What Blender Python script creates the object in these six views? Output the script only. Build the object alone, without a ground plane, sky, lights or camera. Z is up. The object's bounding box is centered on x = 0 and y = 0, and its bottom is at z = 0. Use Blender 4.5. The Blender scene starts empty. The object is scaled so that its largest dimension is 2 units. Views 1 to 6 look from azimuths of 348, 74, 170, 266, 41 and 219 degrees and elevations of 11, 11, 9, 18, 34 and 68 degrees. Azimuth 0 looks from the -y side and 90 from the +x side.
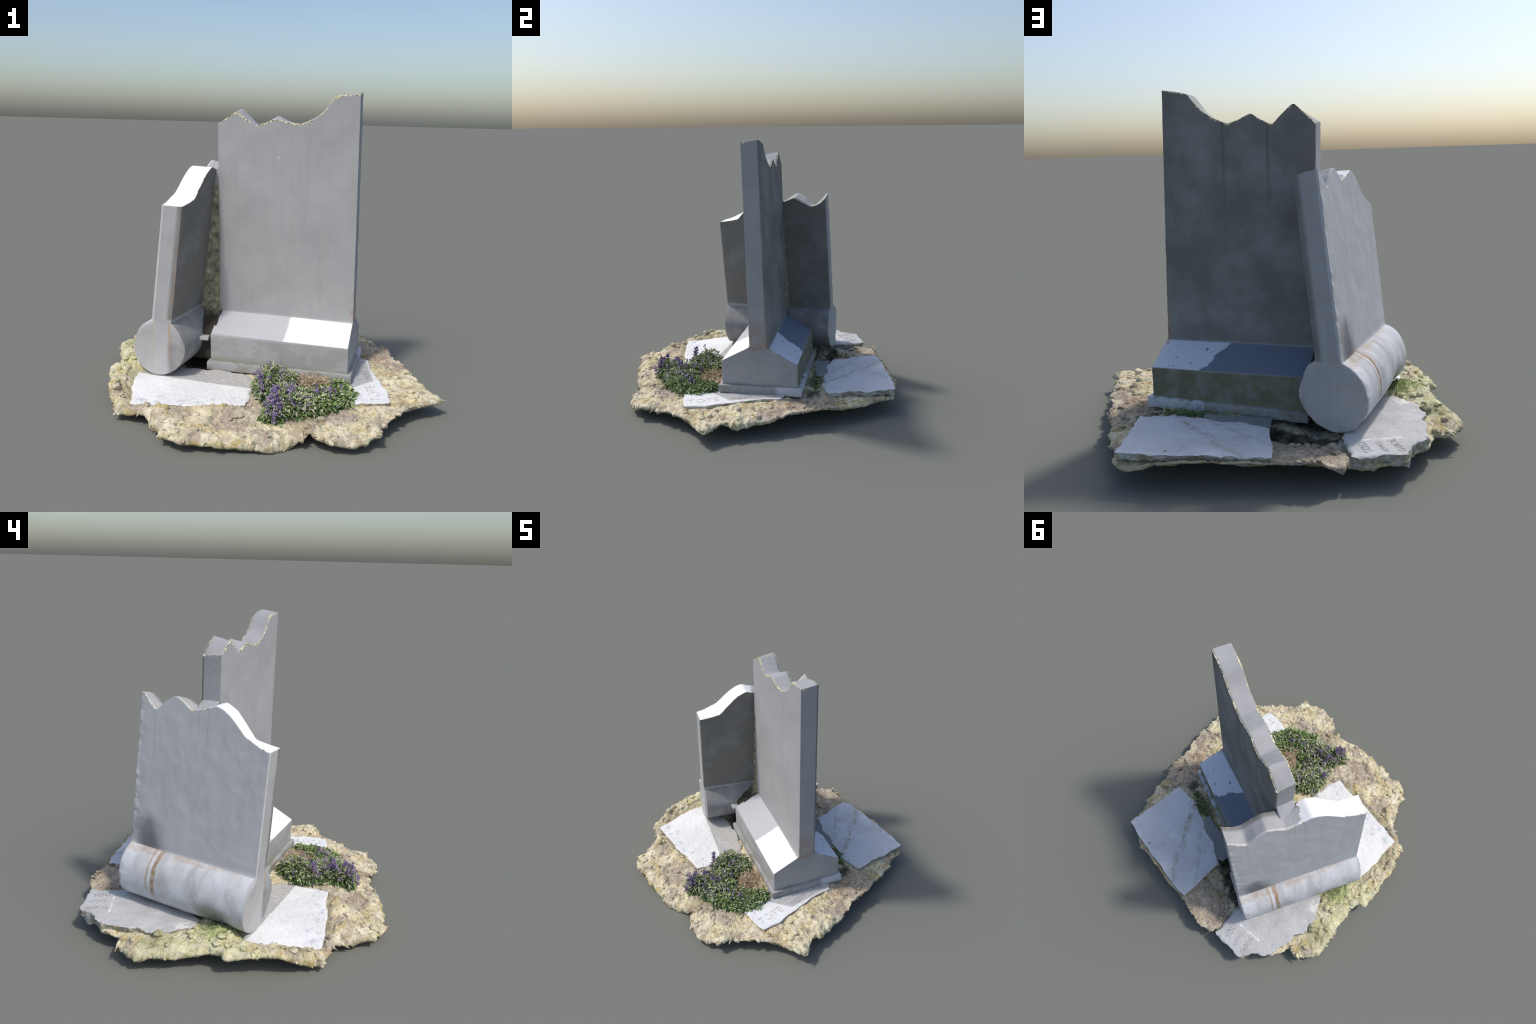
import bpy, math, random
import numpy as np
from mathutils import Vector

random.seed(7)
RNG = np.random.default_rng(11)

# ------------------------------------------------------------------ noise
_PERM = np.random.default_rng(3).permutation(512).astype(np.int64)
_PERM = np.concatenate([_PERM, _PERM, _PERM])
_GRAD = np.random.default_rng(4).normal(size=(512, 3))
_GRAD /= np.linalg.norm(_GRAD, axis=1)[:, None]


def perlin(p):
    """Gradient noise of an (n,3) array, about -0.7..0.7."""
    p = np.asarray(p, float)
    i = np.floor(p).astype(np.int64)
    f = p - i
    u = f * f * f * (f * (f * 6 - 15) + 10)
    i &= 511
    out = np.zeros(len(p))
    for dx in (0, 1):
        for dy in (0, 1):
            for dz in (0, 1):
                h = _PERM[_PERM[_PERM[(i[:, 0] + dx) & 511] + ((i[:, 1] + dy) & 511)] + ((i[:, 2] + dz) & 511)]
                g = _GRAD[h % 512]
                d = f - np.array([dx, dy, dz])
                w = (u[:, 0] if dx else 1 - u[:, 0]) * (u[:, 1] if dy else 1 - u[:, 1]) * (u[:, 2] if dz else 1 - u[:, 2])
                out += w * (g * d).sum(1)
    return out


def fbm(p, scale, octaves=4, gain=0.5, ridged=False):
    p = np.asarray(p, float) * scale
    a, s = 1.0, np.zeros(len(p))
    for o in range(octaves):
        n = perlin(p + 17.3 * o)
        if ridged:
            n = 0.5 - 2 * np.abs(n)
        s += a * n
        a *= gain
        p = p * 2.03
    return s


def smooth(a, b, x):
    t = np.clip((np.asarray(x, float) - a) / (b - a), 0, 1)
    return t * t * (3 - 2 * t)


# ------------------------------------------------------------------ mesh helpers
def mesh_object(name, verts, faces, mats, parent=None, slots=None, smooth_angle=None, loc=(0, 0, 0)):
    me = bpy.data.meshes.new(name)
    me.from_pydata([tuple(v) for v in np.asarray(verts).tolist()], [], [tuple(f) for f in faces])
    for m in mats:
        me.materials.append(m)
    if slots is not None:
        me.polygons.foreach_set("material_index", np.asarray(slots, np.int32))
    me.polygons.foreach_set("use_smooth", np.full(len(me.polygons), smooth_angle is not None))
    if smooth_angle is not None and smooth_angle < 3:
        me.set_sharp_from_angle(angle=smooth_angle)
    me.update()
    ob = bpy.data.objects.new(name, me)
    ob.location = loc
    bpy.context.scene.collection.objects.link(ob)
    if parent is not None:
        ob.parent = parent
    return ob


def empty(name, loc, rot, label, category):
    ob = bpy.data.objects.new(name, None)
    ob.empty_display_size = 0.1
    ob.location = loc
    ob.rotation_euler = (0, 0, rot)
    ob["label"] = label
    ob["category"] = category
    bpy.context.scene.collection.objects.link(ob)
    return ob


def vertex_normals(V, F):
    n = np.cross(V[F[:, 2]] - V[F[:, 0]], V[F[:, 3]] - V[F[:, 1]])
    out = np.zeros_like(V)
    for c in range(4):
        np.add.at(out, F[:, c], n)
    return out / np.maximum(np.linalg.norm(out, axis=1), 1e-12)[:, None]


def laplace(V, F, k, mask=None, it=1):
    e = np.concatenate([F[:, [0, 1]], F[:, [1, 2]], F[:, [2, 3]], F[:, [3, 0]]])
    for _ in range(it):
        s = np.zeros_like(V)
        c = np.zeros(len(V))
        for a, b in ((0, 1), (1, 0)):
            np.add.at(s, e[:, a], V[e[:, b]])
            np.add.at(c, e[:, a], 1)
        d = s / np.maximum(c, 1)[:, None] - V
        V = V + d * (k if mask is None else k * mask[:, None])
    return V


# ------------------------------------------------------------------ material helpers
class Mat:
    def __init__(self, name, rough=0.85, bump=None):
        self.m = bpy.data.materials.new(name)
        self.m.use_nodes = True
        self.t = self.m.node_tree
        self.bsdf = next(n for n in self.t.nodes if n.type == "BSDF_PRINCIPLED")
        self.bsdf.inputs["Roughness"].default_value = rough
        self.bsdf.inputs["Specular IOR Level"].default_value = 0.25
        tc = self.t.nodes.new("ShaderNodeTexCoord")
        self.co = tc.outputs["Object"]
        self.xyz = None

    def n(self, kind, **inputs):
        nd = self.t.nodes.new(kind)
        for k, v in inputs.items():
            self.put(nd.inputs[k.replace("_", " ")] if isinstance(k, str) else nd.inputs[k], v)
        return nd

    def put(self, sock, v):
        if isinstance(v, bpy.types.NodeSocket):
            self.t.links.new(v, sock)
        else:
            sock.default_value = v

    def axis(self, i):
        if self.xyz is None:
            s = self.n("ShaderNodeSeparateXYZ")
            self.t.links.new(self.co, s.inputs[0])
            self.xyz = s.outputs
        return self.xyz[i]

    def stretch(self, sx, sy, sz, off=(0, 0, 0)):
        mp = self.n("ShaderNodeMapping")
        self.t.links.new(self.co, mp.inputs["Vector"])
        mp.inputs["Scale"].default_value = (sx, sy, sz)
        mp.inputs["Location"].default_value = off
        return mp.outputs[0]

    def noise(self, scale, detail=5, rough=0.6, co=None, distort=0.0):
        nd = self.n("ShaderNodeTexNoise", Scale=scale, Detail=detail, Roughness=rough, Distortion=distort)
        self.t.links.new(co if co is not None else self.co, nd.inputs["Vector"])
        return nd.outputs["Fac"]

    def voronoi(self, scale, feature="F1", co=None, out="Distance"):
        nd = self.n("ShaderNodeTexVoronoi", Scale=scale)
        nd.feature = feature
        self.t.links.new(co if co is not None else self.co, nd.inputs["Vector"])
        return nd.outputs[out]

    def ss(self, x, a, b, lo=0.0, hi=1.0):
        nd = self.n("ShaderNodeMapRange")
        nd.interpolation_type = "SMOOTHSTEP"
        flip = a > b
        if flip:
            a, b, lo, hi = b, a, hi, lo
        self.put(nd.inputs[0], x)
        for k, v in zip((1, 2, 3, 4), (a, b, lo, hi)):
            nd.inputs[k].default_value = v
        return nd.outputs[0]

    def math(self, op, a, b=0.0):
        nd = self.n("ShaderNodeMath")
        nd.operation = op
        self.put(nd.inputs[0], a)
        self.put(nd.inputs[1], b)
        return nd.outputs[0]

    def mul(self, *xs):
        r = xs[0]
        for x in xs[1:]:
            r = self.math("MULTIPLY", r, x)
        return r

    def add(self, a, b):
        return self.math("ADD", a, b)

    def band(self, x, lo, hi, soft):
        return self.mul(self.ss(x, lo - soft, lo + soft), self.ss(x, hi + soft, hi - soft))

    def near(self, centre, r0, r1, warp=0.0, wscale=8.0):
        nd = self.n("ShaderNodeVectorMath")
        nd.operation = "DISTANCE"
        self.t.links.new(self.co, nd.inputs[0])
        nd.inputs[1].default_value = centre
        d = nd.outputs["Value"]
        if warp:
            d = self.add(d, self.math("MULTIPLY", self.math("SUBTRACT", self.noise(wscale, 4), 0.5), warp))
        return self.ss(d, r1, r0)

    def mix(self, fac, a, b, mode="MIX"):
        nd = self.n("ShaderNodeMix")
        nd.data_type = "RGBA"
        nd.blend_type = mode
        nd.clamp_factor = True
        self.put(nd.inputs[0], fac)
        for sock, v in ((nd.inputs[6], a), (nd.inputs[7], b)):
            self.put(sock, v if isinstance(v, bpy.types.NodeSocket) else (v[0], v[1], v[2], 1))
        return nd.outputs[2]

    def ramp(self, x, stops):
        nd = self.n("ShaderNodeValToRGB")
        self.put(nd.inputs[0], x)
        cr = nd.color_ramp
        while len(cr.elements) < len(stops):
            cr.elements.new(0.5)
        for e, (p, c) in zip(cr.elements, stops):
            e.position = p
            e.color = (c[0], c[1], c[2], 1)
        return nd.outputs[0]

    def done(self, colour, bump=None, strength=0.3, dist=0.01):
        self.put(self.bsdf.inputs["Base Color"], colour if isinstance(colour, bpy.types.NodeSocket) else (*colour, 1))
        if bump is not None:
            b = self.n("ShaderNodeBump", Strength=strength, Distance=dist)
            self.t.links.new(bump, b.inputs["Height"])
            self.t.links.new(b.outputs[0], self.bsdf.inputs["Normal"])
        return self.m


def concrete(m, base=0.375):
    """Smooth weathered cement: soft vertical streaks, blotches, fine grain."""
    streak = m.noise(1.0, 6, 0.6, m.stretch(30, 30, 2.2))
    blotch = m.noise(5.0, 5, 0.55)
    b = base
    c = m.ramp(blotch, [(0.3, (b * 0.90, b * 0.90, b * 0.92)), (0.7, (b * 1.05, b * 1.05, b * 1.06))])
    c = m.mix(m.ss(streak, 0.45, 0.75, 0, 0.30), c, (b * 0.78, b * 0.77, b * 0.75))
    grain = m.noise(160, 3, 0.7)
    c = m.mix(m.ss(grain, 0.35, 0.75, 0, 0.12), c, (b * 0.7, b * 0.7, b * 0.7))
    return c, grain


# ------------------------------------------------------------------ upright stones
def table(points, s):
    """Piecewise profile, slightly softened at its corners."""
    xs, ys = np.array([p[0] for p in points]), np.array([p[1] for p in points])
    acc = 0
    for o in (-0.012, -0.006, 0, 0.006, 0.012):
        acc = acc + np.interp(np.clip(s + o, 0, 1), xs, ys)
    return acc / 5


def graded(n, edge=0.006, length=1.0):
    """n+1 parameters 0..1, with an extra row close to either end."""
    x = np.linspace(0, 1, n + 1)
    e = edge / length
    return np.unique(np.concatenate([x, [e, 1 - e]]))


def upright(L, rows, joint, halfw_top, prof_front, prof_back, shear, z0, tilt, n_tab, ns=130, nw=16):
    """Solid of a broken tablet standing on a foot, as one lattice surface.
    rows: (z, half width) of the foot from the ground up to the joint.
    Returns verts, faces, tag (0 foot, 1 tablet), crust (near the broken top rim), end rows."""
    S = graded(ns, 0.007, L)
    W = np.unique(np.concatenate([np.linspace(-1, 1, nw + 1), [-0.955, 0.955]]))
    f = np.unique(np.concatenate([np.linspace(0, 1, n_tab + 1)[1:], [1 - 0.005, 1 - 0.011]]))
    kb = len(rows) - 1
    nk = kb + 1 + len(f)
    I, J, K = len(S), len(W), nk
    zf = np.zeros((I, J, K))
    yy = np.zeros((I, J, K))
    topz = table(prof_front, S)[:, None] * (1 - W[None, :]) / 2 + table(prof_back, S)[:, None] * (1 + W[None, :]) / 2
    dz = tilt * (S - 0.5)
    for k, (z, hw) in enumerate(rows):
        zf[:, :, k] = (z + dz)[:, None]
        yy[:, :, k] = W[None, :] * hw
    zj = rows[-1][0]
    for q, fr in enumerate(f):
        k = kb + 1 + q
        zb = zj + dz[:, None]
        zf[:, :, k] = zb + fr * (topz - zb)
        yy[:, :, k] = W[None, :] * (joint + (halfw_top - joint) * fr)
    xx = (S - 0.5)[:, None, None] * L + shear[0] * (zf - z0)
    yy = yy + shear[1] * (zf - z0)
    surf = np.zeros((I, J, K), bool)
    surf[[0, -1]] = surf[:, [0, -1]] = surf[:, :, [0, -1]] = True
    ids = -np.ones((I, J, K), np.int64)
    ids[surf] = np.arange(surf.sum())
    V = np.stack([xx[surf], yy[surf], zf[surf]], 1)
    F, T, C = [], [], []

    def sheet(a, flip, tag, crust):
        q = np.stack([a[:-1, :-1], a[1:, :-1], a[1:, 1:], a[:-1, 1:]], -1).reshape(-1, 4)
        F.append(q[:, ::-1] if flip else q)
        T.append(np.broadcast_to(tag, (a.shape[0] - 1, a.shape[1] - 1)).reshape(-1))
        C.append(np.broadcast_to(crust, (a.shape[0] - 1, a.shape[1] - 1)).reshape(-1))

    ktag = (np.arange(K - 1) >= kb).astype(int)[None, :]
    kcr = np.zeros(K - 1)
    kcr[-1], kcr[-2], kcr[-3] = 1, 0.85, 0.5
    kcr = kcr[None, :]
    sheet(ids[:, 0, :], False, ktag, kcr)
    sheet(ids[:, -1, :], True, ktag, kcr)
    sheet(ids[0, :, :], True, ktag, kcr * 0.8)
    sheet(ids[-1, :, :], False, ktag, kcr * 0.8)
    wcr = np.zeros(J - 1)
    wcr[[0, -1]] = 1
    wcr[[1, -2]] = 0.6
    sheet(ids[:, :, -1], False, 1, wcr[None, :])
    sheet(ids[:, :, 0], True, 0, 0.0)
    return V, np.concatenate(F), np.concatenate(T), np.concatenate(C)


def split_parts(V, F, tag, crust_slot, names, mats, parent, angle=0.6):
    """Foot and tablet become separate meshes that share their border."""
    out = []
    for t, name in enumerate(names):
        sel = np.nonzero(tag == t)[0]
        f = F[sel]
        used, inv = np.unique(f, return_inverse=True)
        out.append(mesh_object(name, V[used], inv.reshape(-1, 4), mats[t], parent, crust_slot[sel] if t else None, angle))
    return out


# ------------------------------------------------------------------ materials
def mat_tall():
    m = Mat("weathered_cement_tall")
    c, grain = concrete(m)
    x, y, z = (m.axis(i) for i in range(3))
    wob = m.math("MULTIPLY", m.math("SUBTRACT", m.noise(14, 4), 0.5), 0.05)
    xw = m.add(x, wob)
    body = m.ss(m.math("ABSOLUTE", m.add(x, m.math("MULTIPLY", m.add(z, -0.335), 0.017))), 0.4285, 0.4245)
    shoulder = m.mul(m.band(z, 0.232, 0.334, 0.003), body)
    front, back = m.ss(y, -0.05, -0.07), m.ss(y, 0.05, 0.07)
    # front slope: baked sunlight painted white, sharp-edged bluish shadow tone left of it
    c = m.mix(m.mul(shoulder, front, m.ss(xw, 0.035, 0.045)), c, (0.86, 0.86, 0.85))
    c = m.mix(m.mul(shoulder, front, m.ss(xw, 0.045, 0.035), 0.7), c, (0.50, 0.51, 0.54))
    # back slope: baked shadow painted blue-grey, paler lit end with dark chips
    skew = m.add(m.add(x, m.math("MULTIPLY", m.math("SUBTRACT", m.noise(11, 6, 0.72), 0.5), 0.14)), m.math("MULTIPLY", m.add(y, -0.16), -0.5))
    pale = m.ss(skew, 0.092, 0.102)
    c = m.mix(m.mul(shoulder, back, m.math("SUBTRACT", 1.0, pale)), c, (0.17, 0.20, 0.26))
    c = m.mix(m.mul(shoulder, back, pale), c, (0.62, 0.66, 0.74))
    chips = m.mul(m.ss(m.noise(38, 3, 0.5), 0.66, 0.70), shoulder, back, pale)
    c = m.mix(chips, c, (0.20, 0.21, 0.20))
    # flaked sharp-edged brownish stains on the front of the foot
    stain = m.mul(m.ss(m.noise(5, 5, 0.6, m.stretch(1, 1, 1.6)), 0.50, 0.53),  m.ss(z, 0.235, 0.20), m.ss(y, -0.2, -0.22))
    c = m.mix(m.mul(stain, 0.28), c, (0.24, 0.235, 0.205))
    c = m.mix(m.near((-0.066, -0.105, 1.322), 0.006, 0.012, 0.01, 60), c, (0.8, 0.8, 0.78))
    # olive algae low on the back and foot of the back face
    alg = m.mul(back, body, m.ss(m.noise(9, 6, 0.65), 0.25, 0.60, 0.45, 1.0), m.ss(z, 0.236, 0.225))
    c = m.mix(m.mul(alg, 0.9), c, (0.135, 0.135, 0.075))
    alg2 = m.mul(back, body, m.ss(m.noise(7, 6, 0.7), 0.45, 0.68), m.ss(z, 0.72, 0.34), m.ss(z, 0.334, 0.34))
    c = m.mix(m.mul(alg2, 0.6), c, (0.20, 0.19, 0.11))
    # baked shade of the back face painted in grey-green, drifting with noise
    back_shade = m.mul(m.ss(m.add(y, m.math("MULTIPLY", m.add(z, -0.335), 0.035)), 0.045, 0.055), m.ss(z, 0.33, 0.345), m.ss(m.noise(3.2, 6, 0.65), 0.30, 0.62, 0.45, 0.92))
    c = m.mix(back_shade, c, (0.165, 0.163, 0.148))
    # two dark runs below the notches
    for cx, w, zz in ((0.060, 0.006, 0.75), (-0.190, 0.008, 0.95)):
        run = m.mul(m.band(m.add(x, m.math("MULTIPLY", m.math("SUBTRACT", m.noise(4), 0.5), 0.03)), cx - w, cx + w, 0.008),
                    m.ss(z, zz, 1.45), m.ss(y, 0.0, 0.02), 0.7)
        c = m.mix(run, c, (0.12, 0.13, 0.10))
    # rust creeping up the near lower corner of the tablet
    rust = m.mul(m.ss(x, 0.395, 0.418), m.ss(z, 0.62, 0.34), m.ss(m.noise(16, 4), 0.35, 0.6), m.ss(z, 0.31, 0.33))
    c = m.mix(m.mul(rust, 0.7), c, (0.34, 0.20, 0.12))
    # moss and dirt line at ground contact
    dirt = m.mul(m.ss(m.add(z, m.math("MULTIPLY", m.noise(20, 4), 0.05)), 0.125, 0.085), 0.6)
    c = m.mix(dirt, c, (0.22, 0.22, 0.13))
    return m.done(c, grain, 0.15, 0.004)


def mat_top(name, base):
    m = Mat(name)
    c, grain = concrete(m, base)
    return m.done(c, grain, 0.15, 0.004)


def mat_crust():
    m = Mat("lichen_broken_edge", 0.95)
    v = m.noise(95, 3, 0.6)
    c = m.ramp(v, [(0.36, (0.05, 0.05, 0.035)), (0.44, (0.30, 0.28, 0.19)), (0.52, (0.72, 0.64, 0.42)), (0.7, (0.85, 0.80, 0.62))])
    return m.done(c, v, 0.8, 0.01)


def mat_lean():
    m = Mat("weathered_cement_leaning")
    c, grain = concrete(m, 0.40)
    x, y, z = (m.axis(i) for i in range(3))
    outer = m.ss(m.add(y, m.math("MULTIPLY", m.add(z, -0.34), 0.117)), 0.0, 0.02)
    # baked sky light on the outer face, painted in as paler runs
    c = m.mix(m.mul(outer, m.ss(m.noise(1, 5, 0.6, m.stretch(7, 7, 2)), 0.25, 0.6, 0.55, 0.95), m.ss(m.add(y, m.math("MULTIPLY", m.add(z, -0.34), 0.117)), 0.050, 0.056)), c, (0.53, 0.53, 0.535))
    # sooty smudge above the roll
    smudge = m.mul(outer, m.ss(m.add(z, m.math("MULTIPLY", m.noise(9, 5), 0.22)), 0.74, 0.52), m.ss(z, 0.335, 0.35), m.band(m.add(x, m.math("MULTIPLY", z, -0.15)), 0.16, 0.33, 0.06))
    c = m.mix(m.mul(smudge, 0.85), c, (0.12, 0.12, 0.125))
    for cx in (0.0, -0.06, 0.30):
        run = m.mul(outer, m.band(x, cx - 0.003, cx + 0.003, 0.008), m.ss(z, 0.75, 1.15), 0.35)
        c = m.mix(run, c, (0.26, 0.25, 0.22))
    # shade of the inner face put into the colour, broken by noise
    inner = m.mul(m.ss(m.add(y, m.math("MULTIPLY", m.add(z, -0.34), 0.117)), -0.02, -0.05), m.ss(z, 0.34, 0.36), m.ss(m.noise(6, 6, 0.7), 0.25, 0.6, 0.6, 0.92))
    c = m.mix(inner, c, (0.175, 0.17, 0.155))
    moss = m.mul(m.ss(m.math("ABSOLUTE", m.add(x, -0.09)), 0.13, 0.05), m.ss(y, 0.0, -0.03), m.ss(z, 1.1, 0.6), m.ss(m.noise(24, 5, 0.7), 0.45, 0.62))
    c = m.mix(m.mul(moss, 0.7), c, (0.24, 0.23, 0.13))
    # rust along the near inner arris of the tablet
    inedge = m.math("ABSOLUTE", m.add(m.add(y, m.math("MULTIPLY", m.add(z, -0.34), 0.117)), 0.062))
    arris = m.mul(m.ss(x, -0.40, -0.425), m.ss(inedge, 0.007, 0.002), m.ss(m.noise(20, 4), 0.35, 0.6), m.ss(z, 1.0, 0.5), m.ss(x, -0.425, -0.432), 0.6)
    c = m.mix(arris, c, (0.36, 0.24, 0.15))
    return m.done(c, grain, 0.2, 0.004)


def mat_roll():
    m = Mat("weathered_cement_roll")
    c, grain = concrete(m, 0.44)
    x, y, z = (m.axis(i) for i in range(3))
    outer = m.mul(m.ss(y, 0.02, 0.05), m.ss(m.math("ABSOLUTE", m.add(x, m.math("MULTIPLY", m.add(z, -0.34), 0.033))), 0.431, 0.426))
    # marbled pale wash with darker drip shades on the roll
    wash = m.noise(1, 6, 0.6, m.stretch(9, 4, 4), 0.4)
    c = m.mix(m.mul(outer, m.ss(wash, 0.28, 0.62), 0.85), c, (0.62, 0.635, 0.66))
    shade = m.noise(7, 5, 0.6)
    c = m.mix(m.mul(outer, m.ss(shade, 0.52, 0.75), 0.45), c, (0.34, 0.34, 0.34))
    warp = m.math("MULTIPLY", m.math("SUBTRACT", m.noise(9, 4), 0.5), 0.035)
    xw = m.add(x, warp)
    for cx, w, col, zl in ((0.232, 0.006, (0.34, 0.25, 0.15), 0.10), (0.186, 0.015, (0.28, 0.18, 0.085), 0.08)):
        r = m.mul(outer, m.band(xw, cx - w, cx + w, 0.009), m.ss(z, zl, zl + 0.07), m.ss(m.noise(30, 4), 0.25, 0.55, 0.5, 1))
        c = m.mix(m.mul(r, 0.92), c, col)
    red = m.mul(outer, m.band(xw, 0.08, 0.24, 0.04), m.ss(z, 0.305, 0.332))
    c = m.mix(m.mul(red, m.ss(m.noise(25, 4), 0.45, 0.7), 0.5), c, (0.44, 0.30, 0.23))
    line = m.mul(outer, m.ss(z, 0.322, 0.334), m.ss(m.noise(14, 4), 0.38, 0.6))
    c = m.mix(m.mul(line, 0.5), c, (0.40, 0.29, 0.19))
    # streaks on the near end disc
    disc = m.ss(m.add(x, m.math("MULTIPLY", m.add(z, -0.34), 0.033)), -0.426, -0.430)
    for cy, w, col, s in ((-0.050, 0.007, (0.44, 0.29, 0.14), 0.75), (0.060, 0.004, (0.46, 0.38, 0.24), 0.6)):
        r = m.mul(disc, m.band(m.add(y, m.math("MULTIPLY", m.math("SUBTRACT", m.noise(8), 0.5), 0.012)), cy - w, cy + w, 0.005), m.ss(z, 0.02, 0.14), m.ss(m.noise(28, 4), 0.25, 0.55, 0.4, 1))
        c = m.mix(m.mul(r, s), c, col)
    # green-grey damp erosion at the foot of the roll
    damp = m.mul(outer, m.ss(m.add(z, m.math("MULTIPLY", m.noise(12, 5), 0.12)), 0.16, 0.06), m.ss(m.noise(11, 5), 0.3, 0.6))
    c = m.mix(m.mul(damp, 0.7), c, (0.24, 0.25, 0.20))
    damp2 = m.mul(m.near((-0.20, 0.18, 0.08), 0.05, 0.13, 0.06), outer)
    c = m.mix(m.mul(damp2, 0.7), c, (0.22, 0.24, 0.20))
    # shade painted on the roll's inner side, then rust-brown
    inner_shade = m.mul(m.ss(y, -0.02, -0.06), m.ss(m.noise(6, 6, 0.7), 0.3, 0.62, 0.35, 0.85), m.ss(m.math("ABSOLUTE", x), 0.432, 0.428))
    c = m.mix(inner_shade, c, (0.20, 0.20, 0.20))
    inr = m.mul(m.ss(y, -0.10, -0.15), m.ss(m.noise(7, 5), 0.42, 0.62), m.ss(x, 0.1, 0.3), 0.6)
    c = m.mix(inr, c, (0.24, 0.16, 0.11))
    return m.done(c, grain, 0.2, 0.004)


def mat_plinth():
    m = Mat("plinth_cement")
    c, grain = concrete(m, 0.36)
    x, y, z = (m.axis(i) for i in range(3))
    n = m.noise(12, 6, 0.7)
    c = m.mix(m.ss(n, 0.42, 0.66, 0, 0.7), c, (0.20, 0.20, 0.13))
    c = m.mix(m.mul(m.ss(x, 0.1, 0.13), m.ss(y, 0.1, 0.15), m.ss(n, 0.65, 0.5)), c, (0.55, 0.57, 0.62))
    return m.done(c, grain, 0.3, 0.004)


def mat_slab(name, pale, grey, tone=(1, 1, 1), extra=None, speck=0.5):
    m = Mat(name)
    n1 = m.noise(6, 6, 0.6)
    c = m.ramp(n1, [(0.3, tuple(pale * t * 0.86 for t in tone)), (0.65, tuple(pale * t for t in tone))])
    sp = m.noise(70, 5, 0.75)
    c = m.mix(m.ss(sp, 0.5, 0.75, 0, speck), c, tuple(grey * t for t in tone))
    if extra:
        c = extra(m, c, n1, sp)
    return m.done(c, sp, 0.35, 0.006)


def line_side(m, p, q):
    """Signed distance (in plan) from the line p->q, positive on its left."""
    d = np.array(q) - np.array(p)
    d = d / np.linalg.norm(d)
    nx, ny = -d[1], d[0]
    a = m.add(m.math("MULTIPLY", m.axis(0), float(nx)), m.math("MULTIPLY", m.axis(1), float(ny)))
    return m.add(a, float(-(nx * p[0] + ny * p[1])))


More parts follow.
